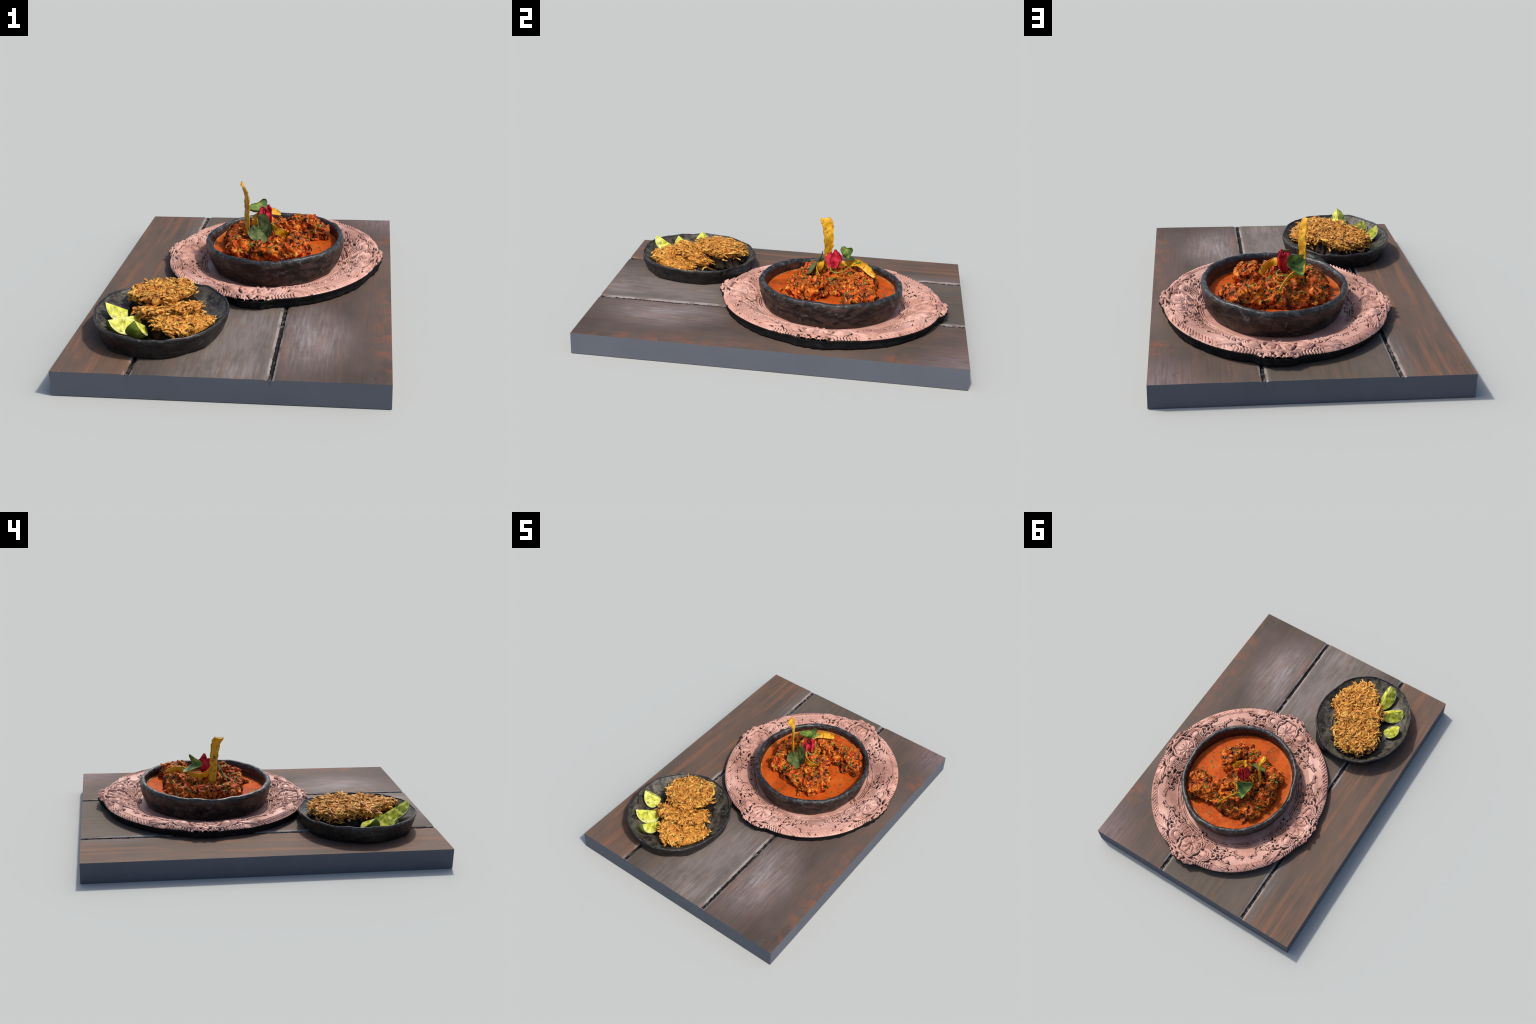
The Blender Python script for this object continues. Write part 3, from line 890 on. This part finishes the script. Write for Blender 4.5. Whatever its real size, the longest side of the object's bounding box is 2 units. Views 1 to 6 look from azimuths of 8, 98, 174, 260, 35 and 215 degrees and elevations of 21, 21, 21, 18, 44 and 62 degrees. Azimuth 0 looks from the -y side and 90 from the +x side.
    while sum(len(g) for g in groups) < 150 and n_try < 5000:
        n_try += 1
        ang, rad = r.uniform(0, TAU), math.sqrt(r.uniform(0, 1)) * 0.29
        hit = surface(0.10 + rad * math.cos(ang), 0.28 + rad * math.sin(ang))
        if hit is None or hit[0][2] < 0.232:
            continue
        g = r.choice(3, p=[0.40, 0.48, 0.12])
        groups[g].append(flake(hit[0], hit[1] + r.normal(size=3) * 0.35, r.uniform(0.008, 0.019), -0.003, r))
    for nm, g, m in zip(("pepper_bits", "onion_bits", "charred_bits"), groups, bits_mat):
        o = make(nm, *join_parts(g), m, curry)
        o["kind"] = "stuff"
    # chopped coriander on meat and gravy
    herb = mat_simple("chopped_coriander", [(0.3, sun(58, 82, 34)), (0.55, sun(104, 140, 56)), (0.8, sun(150, 182, 84))], 40, 0.5, 0.3)
    clusters = [(0.0, 0.10), (0.10, 0.07), (0.12, 0.12), (-0.09, 0.17), (0.24, 0.43), (0.31, 0.36), (0.1, 0.5), (-0.12, 0.38), (0.03, 0.46), (0.16, 0.48), (-0.02, 0.30), (0.13, 0.27), (0.2, 0.14), (0.07, 0.38)]
    g = []
    for cx, cy in clusters:
        for _ in range(7):
            x, y = cx + r.normal() * 0.016, cy + r.normal() * 0.016
            hit = surface(x, y)
            if hit is not None and hit[0][2] > SAUCE_Z:
                g.append(flake(hit[0], hit[1] + r.normal(size=3) * 0.5, r.uniform(0.004, 0.0095), 0.002, r))
    for cx, cy in ((0.345, 0.24), (0.338, 0.25), (0.31, 0.27), (0.36, 0.31), (0.30, 0.19), (0.33, 0.15), (0.35, 0.21), (0.06, -0.02), (0.0, 0.02), (0.19, -0.03), (-0.17, 0.12), (0.15, 0.56), (0.25, 0.58), (0.37, 0.52), (-0.17, 0.36), (0.36, 0.18), (0.27, 0.33)):
        if math.hypot((cx - BC[0]) / BA, (cy - BC[1]) / BB) > 0.84:
            continue
        zz = SAUCE_Z + 0.03 * (cy - BC[1]) + 0.001
        for _ in range(3):
            g.append(flake(np.array([cx + r.normal() * 0.004, cy + r.normal() * 0.004, zz]), np.array([0, 0, 1.0]) + r.normal(size=3) * 0.1, r.uniform(0.003, 0.0062), 0.0, r))
    o = make("coriander_bits", *join_parts(g), herb, curry)
    o["kind"] = "stuff"
    # the pointed shred standing on the right-hand chunk
    v, f = ribbon([(0.276, 0.49, 0.266), (0.288, 0.504, 0.290), (0.301, 0.522, 0.304)], [(0.012, -0.008, 0)] * 2 + [(0.006, -0.004, 0)], 0.007, 14, 6, 0.002, 3)
    make("pepper_shred", v, f, bits_mat[0], curry)
    build_garnish(curry, surface)
    return curry


# ------------------------------------------------------------------ thin solids
def slab(top, bot, nu, nv):
    """Closed solid from two matching grids."""
    n = nu * nv
    F = [grid_faces(nu, nv), grid_faces(nu, nv)[:, ::-1] + n]
    g = np.arange(n).reshape(nu, nv)
    for line in (g[:, 0], g[::-1, -1], g[0, ::-1], g[-1, :]):
        F.append(np.stack([line[:-1], line[:-1] + n, line[1:] + n, line[1:]], -1)[:, ::-1])
    return np.vstack([top, bot]), np.vstack(F)[:, ::-1]


def ribbon(spine, half, thick, n=40, m=9, wave=0.002, seed=1.0, cup=0.0):
    """Strip of flesh: spine points with half-width vectors, given a real thickness."""
    S, W = curve(spine, n), curve(half, n)
    T = np.gradient(S, axis=0)
    N = np.cross(T, W)
    N /= np.linalg.norm(N, axis=1)[:, None]
    w = np.linspace(-1, 1, m)
    P = S[:, None] + W[:, None] * w[None, :, None]
    P = P + N[:, None] * (cup * (w**2)[None, :, None])
    edge = np.sqrt(np.clip(1 - 0.75 * w**6, 0.2, 1))
    bulge = fbm(P, 40, 3, seed)
    P = P + N[:, None] * (wave * bulge)[..., None] + W[:, None] * (0.30 * fbm(P, 26, 3, seed + 3) * np.abs(w)[None, :])[..., None]
    t = N[:, None] * (0.5 * thick * edge)[None, :, None] * (1 + 0.35 * fbm(P, 34, 2, seed + 7))[..., None]
    return slab((P + t).reshape(-1, 3), (P - t).reshape(-1, 3), n, m)


def leaf(spine, left, right, shape, thick=0.0035, n=30, m=7, ruffle=0.003, seed=1.0, cup=0.006):
    """Leaf blade: spine, vectors to its left and right margins, width shape along the spine."""
    S, L, R = curve(spine, n), curve(left, n), curve(right, n)
    t = np.linspace(0, 1, n)
    q = np.interp(t, *zip(*shape))[:, None]
    w = np.linspace(0, 1, m)
    A = S[:, None] + (L * q)[:, None] * w[::-1, None]
    B = S[:, None] + (R * q)[:, None] * w[:, None]
    P = np.concatenate([A, B[:, 1:]], 1)
    T = np.gradient(S, axis=0)
    N = np.cross(T, R - L)
    N /= np.linalg.norm(N, axis=1)[:, None] + 1e-9
    a = np.abs(np.linspace(-1, 1, 2 * m - 1))
    P = P + N[:, None] * (cup * a**2)[None, :, None] + N[:, None] * (ruffle * fbm(P, 24, 3, seed) * (0.4 + a))[..., None]
    th = N[:, None] * (0.5 * thick * (1 - 0.6 * a**4))[None, :, None]
    return slab((P + th).reshape(-1, 3), (P - th).reshape(-1, 3), n, 2 * m - 1)


def build_garnish(curry, surface):
    yellow = mat_simple("fried_yellow_strip", [(0.3, lin(176, 120, 10)), (0.52, lin(204, 150, 22)), (0.75, lin(214, 170, 50))], 24, 0.45, 0.35, 0.3, (lin(70, 42, 10), 0.59))
    dark_leaf = mat_leaf("dark_green_leaf", sun(70, 82, 38), sun(104, 118, 58), sun(136, 150, 90))  # tinted towards olive to offset bluish sky light on these leaves
    light_leaf = mat_leaf("olive_green_leaf", sun(50, 56, 28), sun(92, 100, 46), sun(128, 140, 62))
    fresh_leaf = mat_leaf("bright_green_leaf", sun(66, 98, 42), sun(104, 140, 60), sun(160, 186, 88))
    rose = mat_simple("rose_petal", [(0.3, sun(150, 22, 42)), (0.5, sun(228, 52, 78)), (0.72, sun(248, 94, 112))], 20, 0.5, 0.15, 0.2, (lin(60, 8, 18), 0.64))  # reds lightened because the petals fall in shade
    stem = mat_simple("green_stem", [(0.3, lin(84, 100, 28)), (0.7, lin(140, 150, 54))], 30)

    # tall standing strip
    v, f = ribbon([(-0.030, 0.237, 0.262), (-0.034, 0.237, 0.32), (-0.037, 0.236, 0.375), (-0.034, 0.233, 0.43), (-0.033, 0.230, 0.484), (-0.039, 0.224, 0.525), (-0.046, 0.216, 0.552), (-0.056, 0.210, 0.569)],
                  [(-0.015, 0.024, 0), (-0.015, 0.024, 0), (-0.0135, 0.021, 0), (-0.015, 0.0235, 0), (-0.015, 0.025, 0), (-0.013, 0.028, -0.001), (-0.007, 0.031, 0.000), (-0.004, 0.028, 0.003)], 0.0085, 70, 11, 0.004, 2.0, -0.005)
    make("yellow_strip", v, f, yellow, curry)
    # curled strips
    strips = [
        ([(0.012, 0.368, 0.325), (0.022, 0.388, 0.346), (0.048, 0.425, 0.352), (0.082, 0.468, 0.335), (0.107, 0.505, 0.312)],
         [(-0.005, 0.007, 0.017), (-0.005, 0.007, 0.018), (-0.004, 0.006, 0.015), (-0.005, 0.007, 0.017), (-0.003, 0.004, 0.009)], 0.010, 5.0, 0.005),
        ([(0.085, 0.222, 0.352), (0.105, 0.197, 0.342), (0.130, 0.192, 0.325), (0.158, 0.212, 0.305), (0.175, 0.238, 0.288)],
         [(-0.004, 0.002, 0.019), (-0.004, 0.001, 0.021), (0.000, -0.002, 0.021), (0.006, -0.005, 0.018), (0.010, -0.007, 0.013)], 0.008, 9.0, 0.002),
        ([(0.012, 0.392, 0.352), (-0.010, 0.362, 0.336), (-0.012, 0.315, 0.326), (0.0, 0.272, 0.338), (0.020, 0.250, 0.358)],
         [(0.0, 0, 0.010), (-0.004, 0, 0.013), (-0.005, 0, 0.015), (-0.003, 0, 0.016), (0, 0, 0.014)], 0.008, 12.0, 0.0),
    ]
    for sp, hw, th, sd, cup in strips:
        v, f = ribbon(sp, hw, th, 44, 9, 0.0025, sd, cup)
        make("yellow_strip", v, f, yellow, curry)
    # leaves
    rounded = [(0, 0.35), (0.12, 0.72), (0.35, 1.0), (0.65, 0.98), (0.85, 0.72), (0.95, 0.42), (1, 0.12)]
    fan = [(0, 0.2), (0.15, 0.55), (0.4, 0.95), (0.7, 1.0), (0.9, 0.75), (1, 0.3)]
    v, f = leaf([(0.010, 0.198, 0.352), (0.022, 0.172, 0.322), (0.036, 0.142, 0.292), (0.044, 0.120, 0.272)],
                [(-0.016, 0.004, 0.002), (-0.046, 0.006, 0.002), (-0.048, 0.008, 0.006), (-0.03, 0.008, 0.008)],
                [(0.024, -0.004, -0.002), (0.044, 0.004, -0.006), (0.050, 0.012, -0.008), (0.034, 0.012, -0.004)], rounded, 0.004, seed=3.0)
    make("leaf", v, f, dark_leaf, curry)
    v, f = leaf([(0.054, 0.214, 0.408), (0.060, 0.200, 0.366), (0.066, 0.182, 0.322), (0.066, 0.168, 0.284)],
                [(-0.03, 0.002, 0), (-0.034, 0.010, 0.002), (-0.036, 0.014, 0), (-0.028, 0.01, 0)],
                [(0.022, 0.0, 0.002), (0.040, -0.006, -0.006), (0.042, -0.004, -0.006), (0.03, 0, 0)], [(0, 0.75), (0.15, 0.95), (0.5, 1), (0.8, 0.8), (1, 0.3)], 0.004, seed=7.0)
    make("leaf", v, f, light_leaf, curry)
    v, f = leaf([(-0.026, 0.303, 0.402), (0.008, 0.318, 0.388), (0.036, 0.336, 0.380), (0.056, 0.354, 0.382)],
                [(-0.016, 0.018, -0.012), (-0.032, 0.053, -0.018), (-0.052, 0.076, -0.026), (-0.056, 0.070, -0.024)],
                [(-0.008, 0.014, 0.026), (0.000, 0.026, 0.044), (0.002, 0.030, 0.062), (0.0, 0.028, 0.062)], [(0, 0.65), (0.1, 0.9), (0.35, 1.0), (0.7, 1.0), (0.88, 0.95), (1, 0.75)], 0.005, seed=11.0, cup=0.003)
    make("leaf", v, f, fresh_leaf, curry)
    v, f = leaf([(0.010, 0.385, 0.352), (0.03, 0.405, 0.362), (0.05, 0.42, 0.366)], [(-0.006, 0.004, 0.006), (-0.008, 0.01, 0.006), (-0.004, 0.006, 0.002)],
                [(0.006, -0.006, -0.002), (0.01, -0.012, -0.002), (0.005, -0.006, 0)], [(0, 0.5), (0.5, 1), (1, 0.1)], 0.0035, 16, 5, seed=15.0)
    make("leaf", v, f, fresh_leaf, curry)
    # rose: overlapping cupped petals
    for a, top, h, wide, sd in ((0.2, 0.436, 0.0, 0.027, 1.0), (1.6, 0.410, 0.0, 0.028, 4.0), (2.9, 0.424, 0.0, 0.024, 6.0), (4.3, 0.408, 0.0, 0.026, 8.0), (5.3, 0.396, 0.0, 0.024, 12.0)):
        ca, sa = math.cos(a), math.sin(a)
        out = lambda r, z: (0.060 + 0.7 * r * ca, 0.276 + r * sa, z)
        tang = lambda s: (-0.7 * s * sa, s * ca, 0)
        v, f = leaf([out(0.006, 0.330), out(0.018, 0.352), out(0.026, 0.385), out(0.012, top)],
                    [tang(-0.014), tang(-wide * 0.8), tang(-wide), tang(-wide * 0.6)], [tang(0.014), tang(wide * 0.8), tang(wide), tang(wide * 0.6)],
                    [(0, 0.6), (0.3, 0.85), (0.65, 0.9), (0.88, 0.65), (1, 0.2)], 0.004, 22, 6, 0.006, sd, -0.014)
        make("petal", v, f, rose, curry)

    def tube(points, r0, r1, n=24, m=8):
        S = curve(points, n)
        T = np.gradient(S, axis=0)
        T /= np.linalg.norm(T, axis=1)[:, None]
        A = np.cross(T, [0.3, 0.2, 1.0])
        A /= np.linalg.norm(A, axis=1)[:, None]
        B = np.cross(T, A)
        ang = np.linspace(0, TAU, m, endpoint=False)
        rad = np.linspace(r0, r1, n)
        P = S[:, None] + rad[:, None, None] * (A[:, None] * np.cos(ang)[None, :, None] + B[:, None] * np.sin(ang)[None, :, None])
        return P.reshape(-1, 3), grid_faces(n, m, wrap_v=True)

    for pts in ([(0.06, 0.268, 0.335), (0.085, 0.262, 0.322), (0.10, 0.285, 0.315), (0.09, 0.325, 0.318), (0.05, 0.36, 0.335)],):
        v, f = tube(pts, 0.0042, 0.003)
        make("stem", v, f, stem, curry)


# ------------------------------------------------------------------ fritters
def shred(c, heading, length, width, thick, arch, n_up, r):
    """One fried potato shred: a bent, slightly twisted bar."""
    n, m = 9, 6
    t = np.linspace(-1, 1, n)
    n_up = n_up / np.linalg.norm(n_up)
    h = heading - n_up * (heading @ n_up)
    h /= np.linalg.norm(h)
    s = np.cross(n_up, h)
    kink = r.uniform(-0.6, 0.6)
    S = c + length * 0.5 * (h * t[:, None] + s * (kink * (t**2 - 0.4))[:, None]) + n_up * (arch * (1 - t**2))[:, None] + n_up * (r.uniform(-0.003, 0.003) * t)[:, None]
    tw = r.uniform(-0.9, 0.9) * t + r.uniform(-0.5, 0.5)
    A = s * np.cos(tw)[:, None] + n_up * np.sin(tw)[:, None]
    B = -s * np.sin(tw)[:, None] + n_up * np.cos(tw)[:, None]
    ang = np.linspace(0, TAU, m, endpoint=False) + 0.5
    taper = (1 - 0.55 * np.abs(t) ** 4) * (1 + 0.18 * r.normal(size=n))
    P = S[:, None] + A[:, None] * (width * 0.5 * np.cos(ang))[None, :, None] * taper[:, None, None] + B[:, None] * (thick * 0.5 * np.sin(ang))[None, :, None] * taper[:, None, None]
    V = np.vstack([P.reshape(-1, 3), S[:1], S[-1:]])
    F = grid_faces(n, m, wrap_v=True)
    k = n * m
    caps = []
    for j in range(0, m, 2):
        caps.append((k, (j + 2) % m, (j + 1) % m, j))
        e = (n - 1) * m
        caps.append((k + 1, e + j, e + (j + 1) % m, e + (j + 2) % m))
    return V, np.vstack([F, np.array(caps)])


def build_fritters(dish):
    specs = [
        # centre, heading of the long side, half sizes, slope along x / y
        ((-0.190, -0.668, 0.212), 0.82, 0.148, 0.120, (-0.19, -0.07)),
        ((-0.286, -0.562, 0.226), 0.40, 0.148, 0.112, (0.08, -0.26)),
        ((-0.345, -0.420, 0.258), 0.46, 0.148, 0.142, (0.06, -0.10)),
    ]
    crumb = mat_simple("fritter_crumb", [(0.3, sun(140, 74, 30)), (0.5, sun(212, 138, 56)), (0.7, sun(238, 176, 80))], 24, 0.6, 0.15, 0.4, (sun(30, 20, 14), 0.54))
    dark_flank = mat_simple("black_flank", [(0.35, sun(18, 16, 15)), (0.6, sun(46, 34, 24)), (0.78, sun(120, 72, 32))], 26, 0.6, 0.15, 0.4)
    gold = [mat_fritter("golden_shred", sun(176, 104, 38), sun(228, 158, 66), sun(248, 200, 100), 1.0),
            mat_fritter("orange_shred", sun(174, 98, 38), sun(226, 150, 62), sun(248, 194, 94), 5.0),
            mat_fritter("amber_shred", sun(172, 100, 40), sun(222, 154, 66), sun(244, 194, 94), 9.0)]
    for k, (c, head, ra, rb, (sa, sb)) in enumerate(specs):
        c = np.array(c)
        gx, gy = sa, sb
        r = np.random.RandomState(40 + k)
        fr = thing("potato_fritter", (c[0], c[1], c[2] - 0.03), "flat ragged cake of golden fried potato shreds", "potato fritter")
        ca, sn = math.cos(head), math.sin(head)
        sa, sb = gx * ca + gy * sn, gy * ca - gx * sn
        ea, eb = np.array([ca, sn, 0]), np.array([-sn, ca, 0])

        def rim(t):
            q = np.stack([np.cos(t), np.sin(t), 0 * t + k * 4.0], -1)
            return 1 + 0.13 * fbm(q, 1.4, 2, k * 2.0) + 0.10 * fbm(q, 5.0, 3, k)

        def top(x, y):
            rho2 = np.clip((x / ra) ** 2 + (y / rb) ** 2, 0, 1.3)
            p = np.stack([x + k, y + 2 * k, 0 * x], -1)
            return sa * x + sb * y + 0.010 * (1 - rho2**3) - 0.006 + 0.008 * fbm(p, 13, 3)

        # crumb core
        nt, nr = 260, 48
        tt = np.linspace(0, TAU, nt, endpoint=False)
        rows = []
        for q in np.concatenate([np.linspace(0.01, 0.93, nr), [0.97, 0.95]]):
            x, y = ra * q * rim(tt) * np.cos(tt), rb * q * rim(tt) * np.sin(tt)
            z = top(x, y) - 0.002 - 0.008 * smooth(0.75, 0.97, q)
            rows.append((x, y, z))
        x, y, z = rows[-1]
        rows[-1] = (x, y, z - 0.012)
        floor = 0.158 - c[2]
        for q, f in ((0.92, 0.15), (0.90, 0.5), (0.97, 0.8), (1.05, 1.0), (0.6, 1.0), (0.01, 1.0)):
            x, y = ra * q * rim(tt) * np.cos(tt), rb * q * rim(tt) * np.sin(tt)
            z0 = top(x, y) - 0.026
            rows.append((x, y, np.minimum(z0, z0 + (floor - z0) * f)))
        P = np.stack([c + x[:, None] * ea + y[:, None] * eb + z[:, None] * [0, 0, 1] for x, y, z in rows], 1)
        flat = P.reshape(-1, 3)
        flat = flat + 0.0065 * np.stack([fbm(flat, 40, 2, 3.0), fbm(flat, 40, 2, 13.0), 1.3 * ridged(flat, 48, 2, 23.0) - 0.55], -1)
        # rest on the dish instead of running through it
        u, w = (flat[:, 0] - DC[0]) / DA, (flat[:, 1] - DC[1]) / DB
        q = np.hypot(u, w)
        k_in = np.minimum(1, 0.85 / np.maximum(q, 1e-6))
        flat[:, 0], flat[:, 1] = DC[0] + u * k_in * DA, DC[1] + w * k_in * DB
        bed = np.interp(q * k_in, (0.60, 0.64, 0.68, 0.75, 0.84, 0.91), (0.150, 0.1535, 0.1585, 0.166, 0.180, 0.193))
        flat[:, 2] = np.maximum(flat[:, 2], bed + 0.003)
        F = grid_faces(nt, P.shape[1], wrap_u=True)[:, ::-1]
        under = (F % P.shape[1]).max(1) >= nr + 3
        make("crumb", flat, F, [crumb, dark_flank], fr, idx=under.astype(int))
        # loose ones first (drawn out at the rim), then the body of the cake
        stuff = []
        for i in range(250):
            edge = i < 105
            t = r.uniform(0, TAU)
            q = r.uniform(0.88, 1.03) if edge else math.sqrt(r.uniform(0, 0.92))
            rm = rim(np.array([t]))[0]
            x, y = ra * q * rm * math.cos(t), rb * q * rm * math.sin(t)
            z = float(top(np.array([x]), np.array([y]))[0])
            p = c + x * ea + y * eb
            if math.hypot((p[0] - DC[0]) / DA, (p[1] - DC[1]) / DB) > 0.84:
                continue
            p[2] = c[2] + z + r.uniform(-0.005, 0.002)
            ang = head + (t if r.rand() < 0.45 else t + math.pi / 2) + r.normal() * 0.5 if edge else r.uniform(0, TAU)
            hd = np.array([math.cos(ang), math.sin(ang), r.normal() * 0.10 + gx * math.cos(ang) + gy * math.sin(ang)])
            up = np.array([r.normal() * 0.22 - gx, r.normal() * 0.22 - gy, 1.0])
            if edge:
                p[2] -= r.uniform(0.0, 0.040) if r.rand() < 0.65 else 0.002
            L = r.uniform(0.022, 0.072) ** 1.0 * (0.8 if edge else 1)
            v, f = shred(p, hd, L, r.uniform(0.008, 0.021), r.uniform(0.004, 0.0075), r.uniform(-0.003, 0.006), up, r)
            if i % 11 == 0 and edge or (not edge and i % 7 == 0):
                make("potato_shred", v, f, gold[k], fr)
            else:
                stuff.append((v, f))
        o = make("packed_shreds", *join_parts(stuff), gold[k], fr)
        o["kind"] = "stuff"


# ------------------------------------------------------------------ lime wedges
def build_limes():
    def lime_flesh():
        k = Nodes("lime_flesh", 0.4, 0.4)
        g = k.ramp(k.noise(26, 4, 0.55), [(0.3, sun(170, 174, 40)), (0.5, sun(226, 228, 72)), (0.72, sun(246, 244, 140))])
        g = k.mix(k.math("MULTIPLY", k.mask(k.noise(30, 3, 0.5, k.mapped(loc=(4, 1, 1)), 0.6), 0.60, 0.70), 0.65), g, sun(104, 108, 28))
        k.bump(k.noise(60, 3), 0.25, 0.004)
        k.b.inputs["Subsurface Weight"].default_value = 0.1
        k.b.inputs["Subsurface Radius"].default_value = (0.02, 0.02, 0.005)
        return k.out(g)

    flesh = lime_flesh()
    rind = mat_simple("lime_rind", [(0.3, lin(62, 76, 14)), (0.55, lin(98, 112, 28)), (0.8, lin(146, 154, 60))], 18, 0.45, 0.4, 0.2, (lin(34, 42, 10), 0.64))
    pith = mat_simple("lime_pith", [(0.3, lin(176, 180, 96)), (0.7, lin(206, 206, 150))], 30)
    wedges = [
        ((-0.522, -0.730, 0.229), (-0.402, -0.634, 0.216), (0.034, -0.042, -0.062), (-0.048, 0.026, -0.056)),
        ((-0.571, -0.588, 0.250), (-0.482, -0.544, 0.194), (0.016, -0.058, -0.050), (-0.022, 0.036, -0.034)),
        ((-0.375, -0.826, 0.277), (-0.371, -0.682, 0.186), (-0.056, -0.028, -0.036), (0.034, -0.034, -0.042)),
    ]
    for k, (A, B, f1, f2) in enumerate(wedges):
        A, B, f1, f2 = (np.array(q, float) for q in (A, B, f1, f2))
        M, a = (A + B) / 2, (B - A) / 2
        low = min((M + f1)[2], (M + f2)[2])
        w = thing("lime_wedge", (M[0], M[1], low), "cut wedge of lime with pale green flesh", "lime")
        n, m = 44, 14
        t = np.linspace(-1, 1, n)
        s = np.sqrt(np.clip(1 - t * t, 0, 1)) ** 0.9
        for d in (f1, f2):
            other = f2 if d is f1 else f1
            q = np.linspace(0, 0.9, m)
            P = M + a * t[:, None, None] * (1 - 0.06 * q[None, :, None]) + d * (s[:, None] * q[None])[..., None]
            nrm = np.cross(a, d)
            nrm /= np.linalg.norm(nrm)
            if nrm @ other > 0:
                nrm = -nrm
            ang = np.arctan2(s[:, None] * q[None], t[:, None] + 1e-6)
            cell = np.abs(np.sin(ang * 3.0))
            P = P + nrm * (0.0032 * cell - 0.0018 + 0.0045 * fbm(P, 38, 3, k))[..., None] * smooth(0, 0.2, q)[None, :, None]
            F = grid_faces(n, m)
            v1 = P[n // 2, m // 2], P[n // 2 + 1, m // 2], P[n // 2, m // 2 + 1]
            if np.cross(v1[1] - v1[0], v1[2] - v1[0]) @ nrm < 0:
                F = F[:, ::-1]
            make("flesh", P.reshape(-1, 3), F, flesh, w)
            q = np.linspace(0.9, 1.0, 4)
            P = M + a * t[:, None, None] * (1 - 0.06 * q[None, :, None] * (1 - (q[None, :, None] - 0.9) * 10)) + d * (s[:, None] * q[None])[..., None]
            P = P + nrm * 0.0012 * np.array([0.2, 1, 1, 0])[None, :, None]
            make("pith", P.reshape(-1, 3), grid_faces(n, 4) if (F[0] == grid_faces(n, m)[0]).all() else grid_faces(n, 4)[:, ::-1], pith, w)
        u1, u2 = f1 / np.linalg.norm(f1), f2 / np.linalg.norm(f2)
        om = math.acos(np.clip(u1 @ u2, -1, 1))
        q = np.linspace(0, 1, 16)
        dirs = (np.sin((1 - q) * om)[:, None] * u1 + np.sin(q * om)[:, None] * u2) / math.sin(om)
        ln = np.linalg.norm(f1) * (1 - q) + np.linalg.norm(f2) * q
        P = M + a * t[:, None, None] + (dirs * ln[:, None])[None] * s[:, None, None]
        P = P + 0.0035 * np.stack([fbm(P, 30, 3, 1.0 + k), fbm(P, 30, 3, 5.0 + k), fbm(P, 30, 3, 9.0 + k)], -1) * s[:, None, None]
        F = grid_faces(n, 16)
        mid = P[n // 2, 8]
        e = np.cross(P[n // 2 + 1, 8] - mid, P[n // 2, 9] - mid)
        if e @ dirs[8] < 0:
            F = F[:, ::-1]
        make("rind", P.reshape(-1, 3), F, rind, w)


build_board()
build_plate()
build_bowl()
build_curry()
dish = build_dish()
build_fritters(dish)
build_limes()
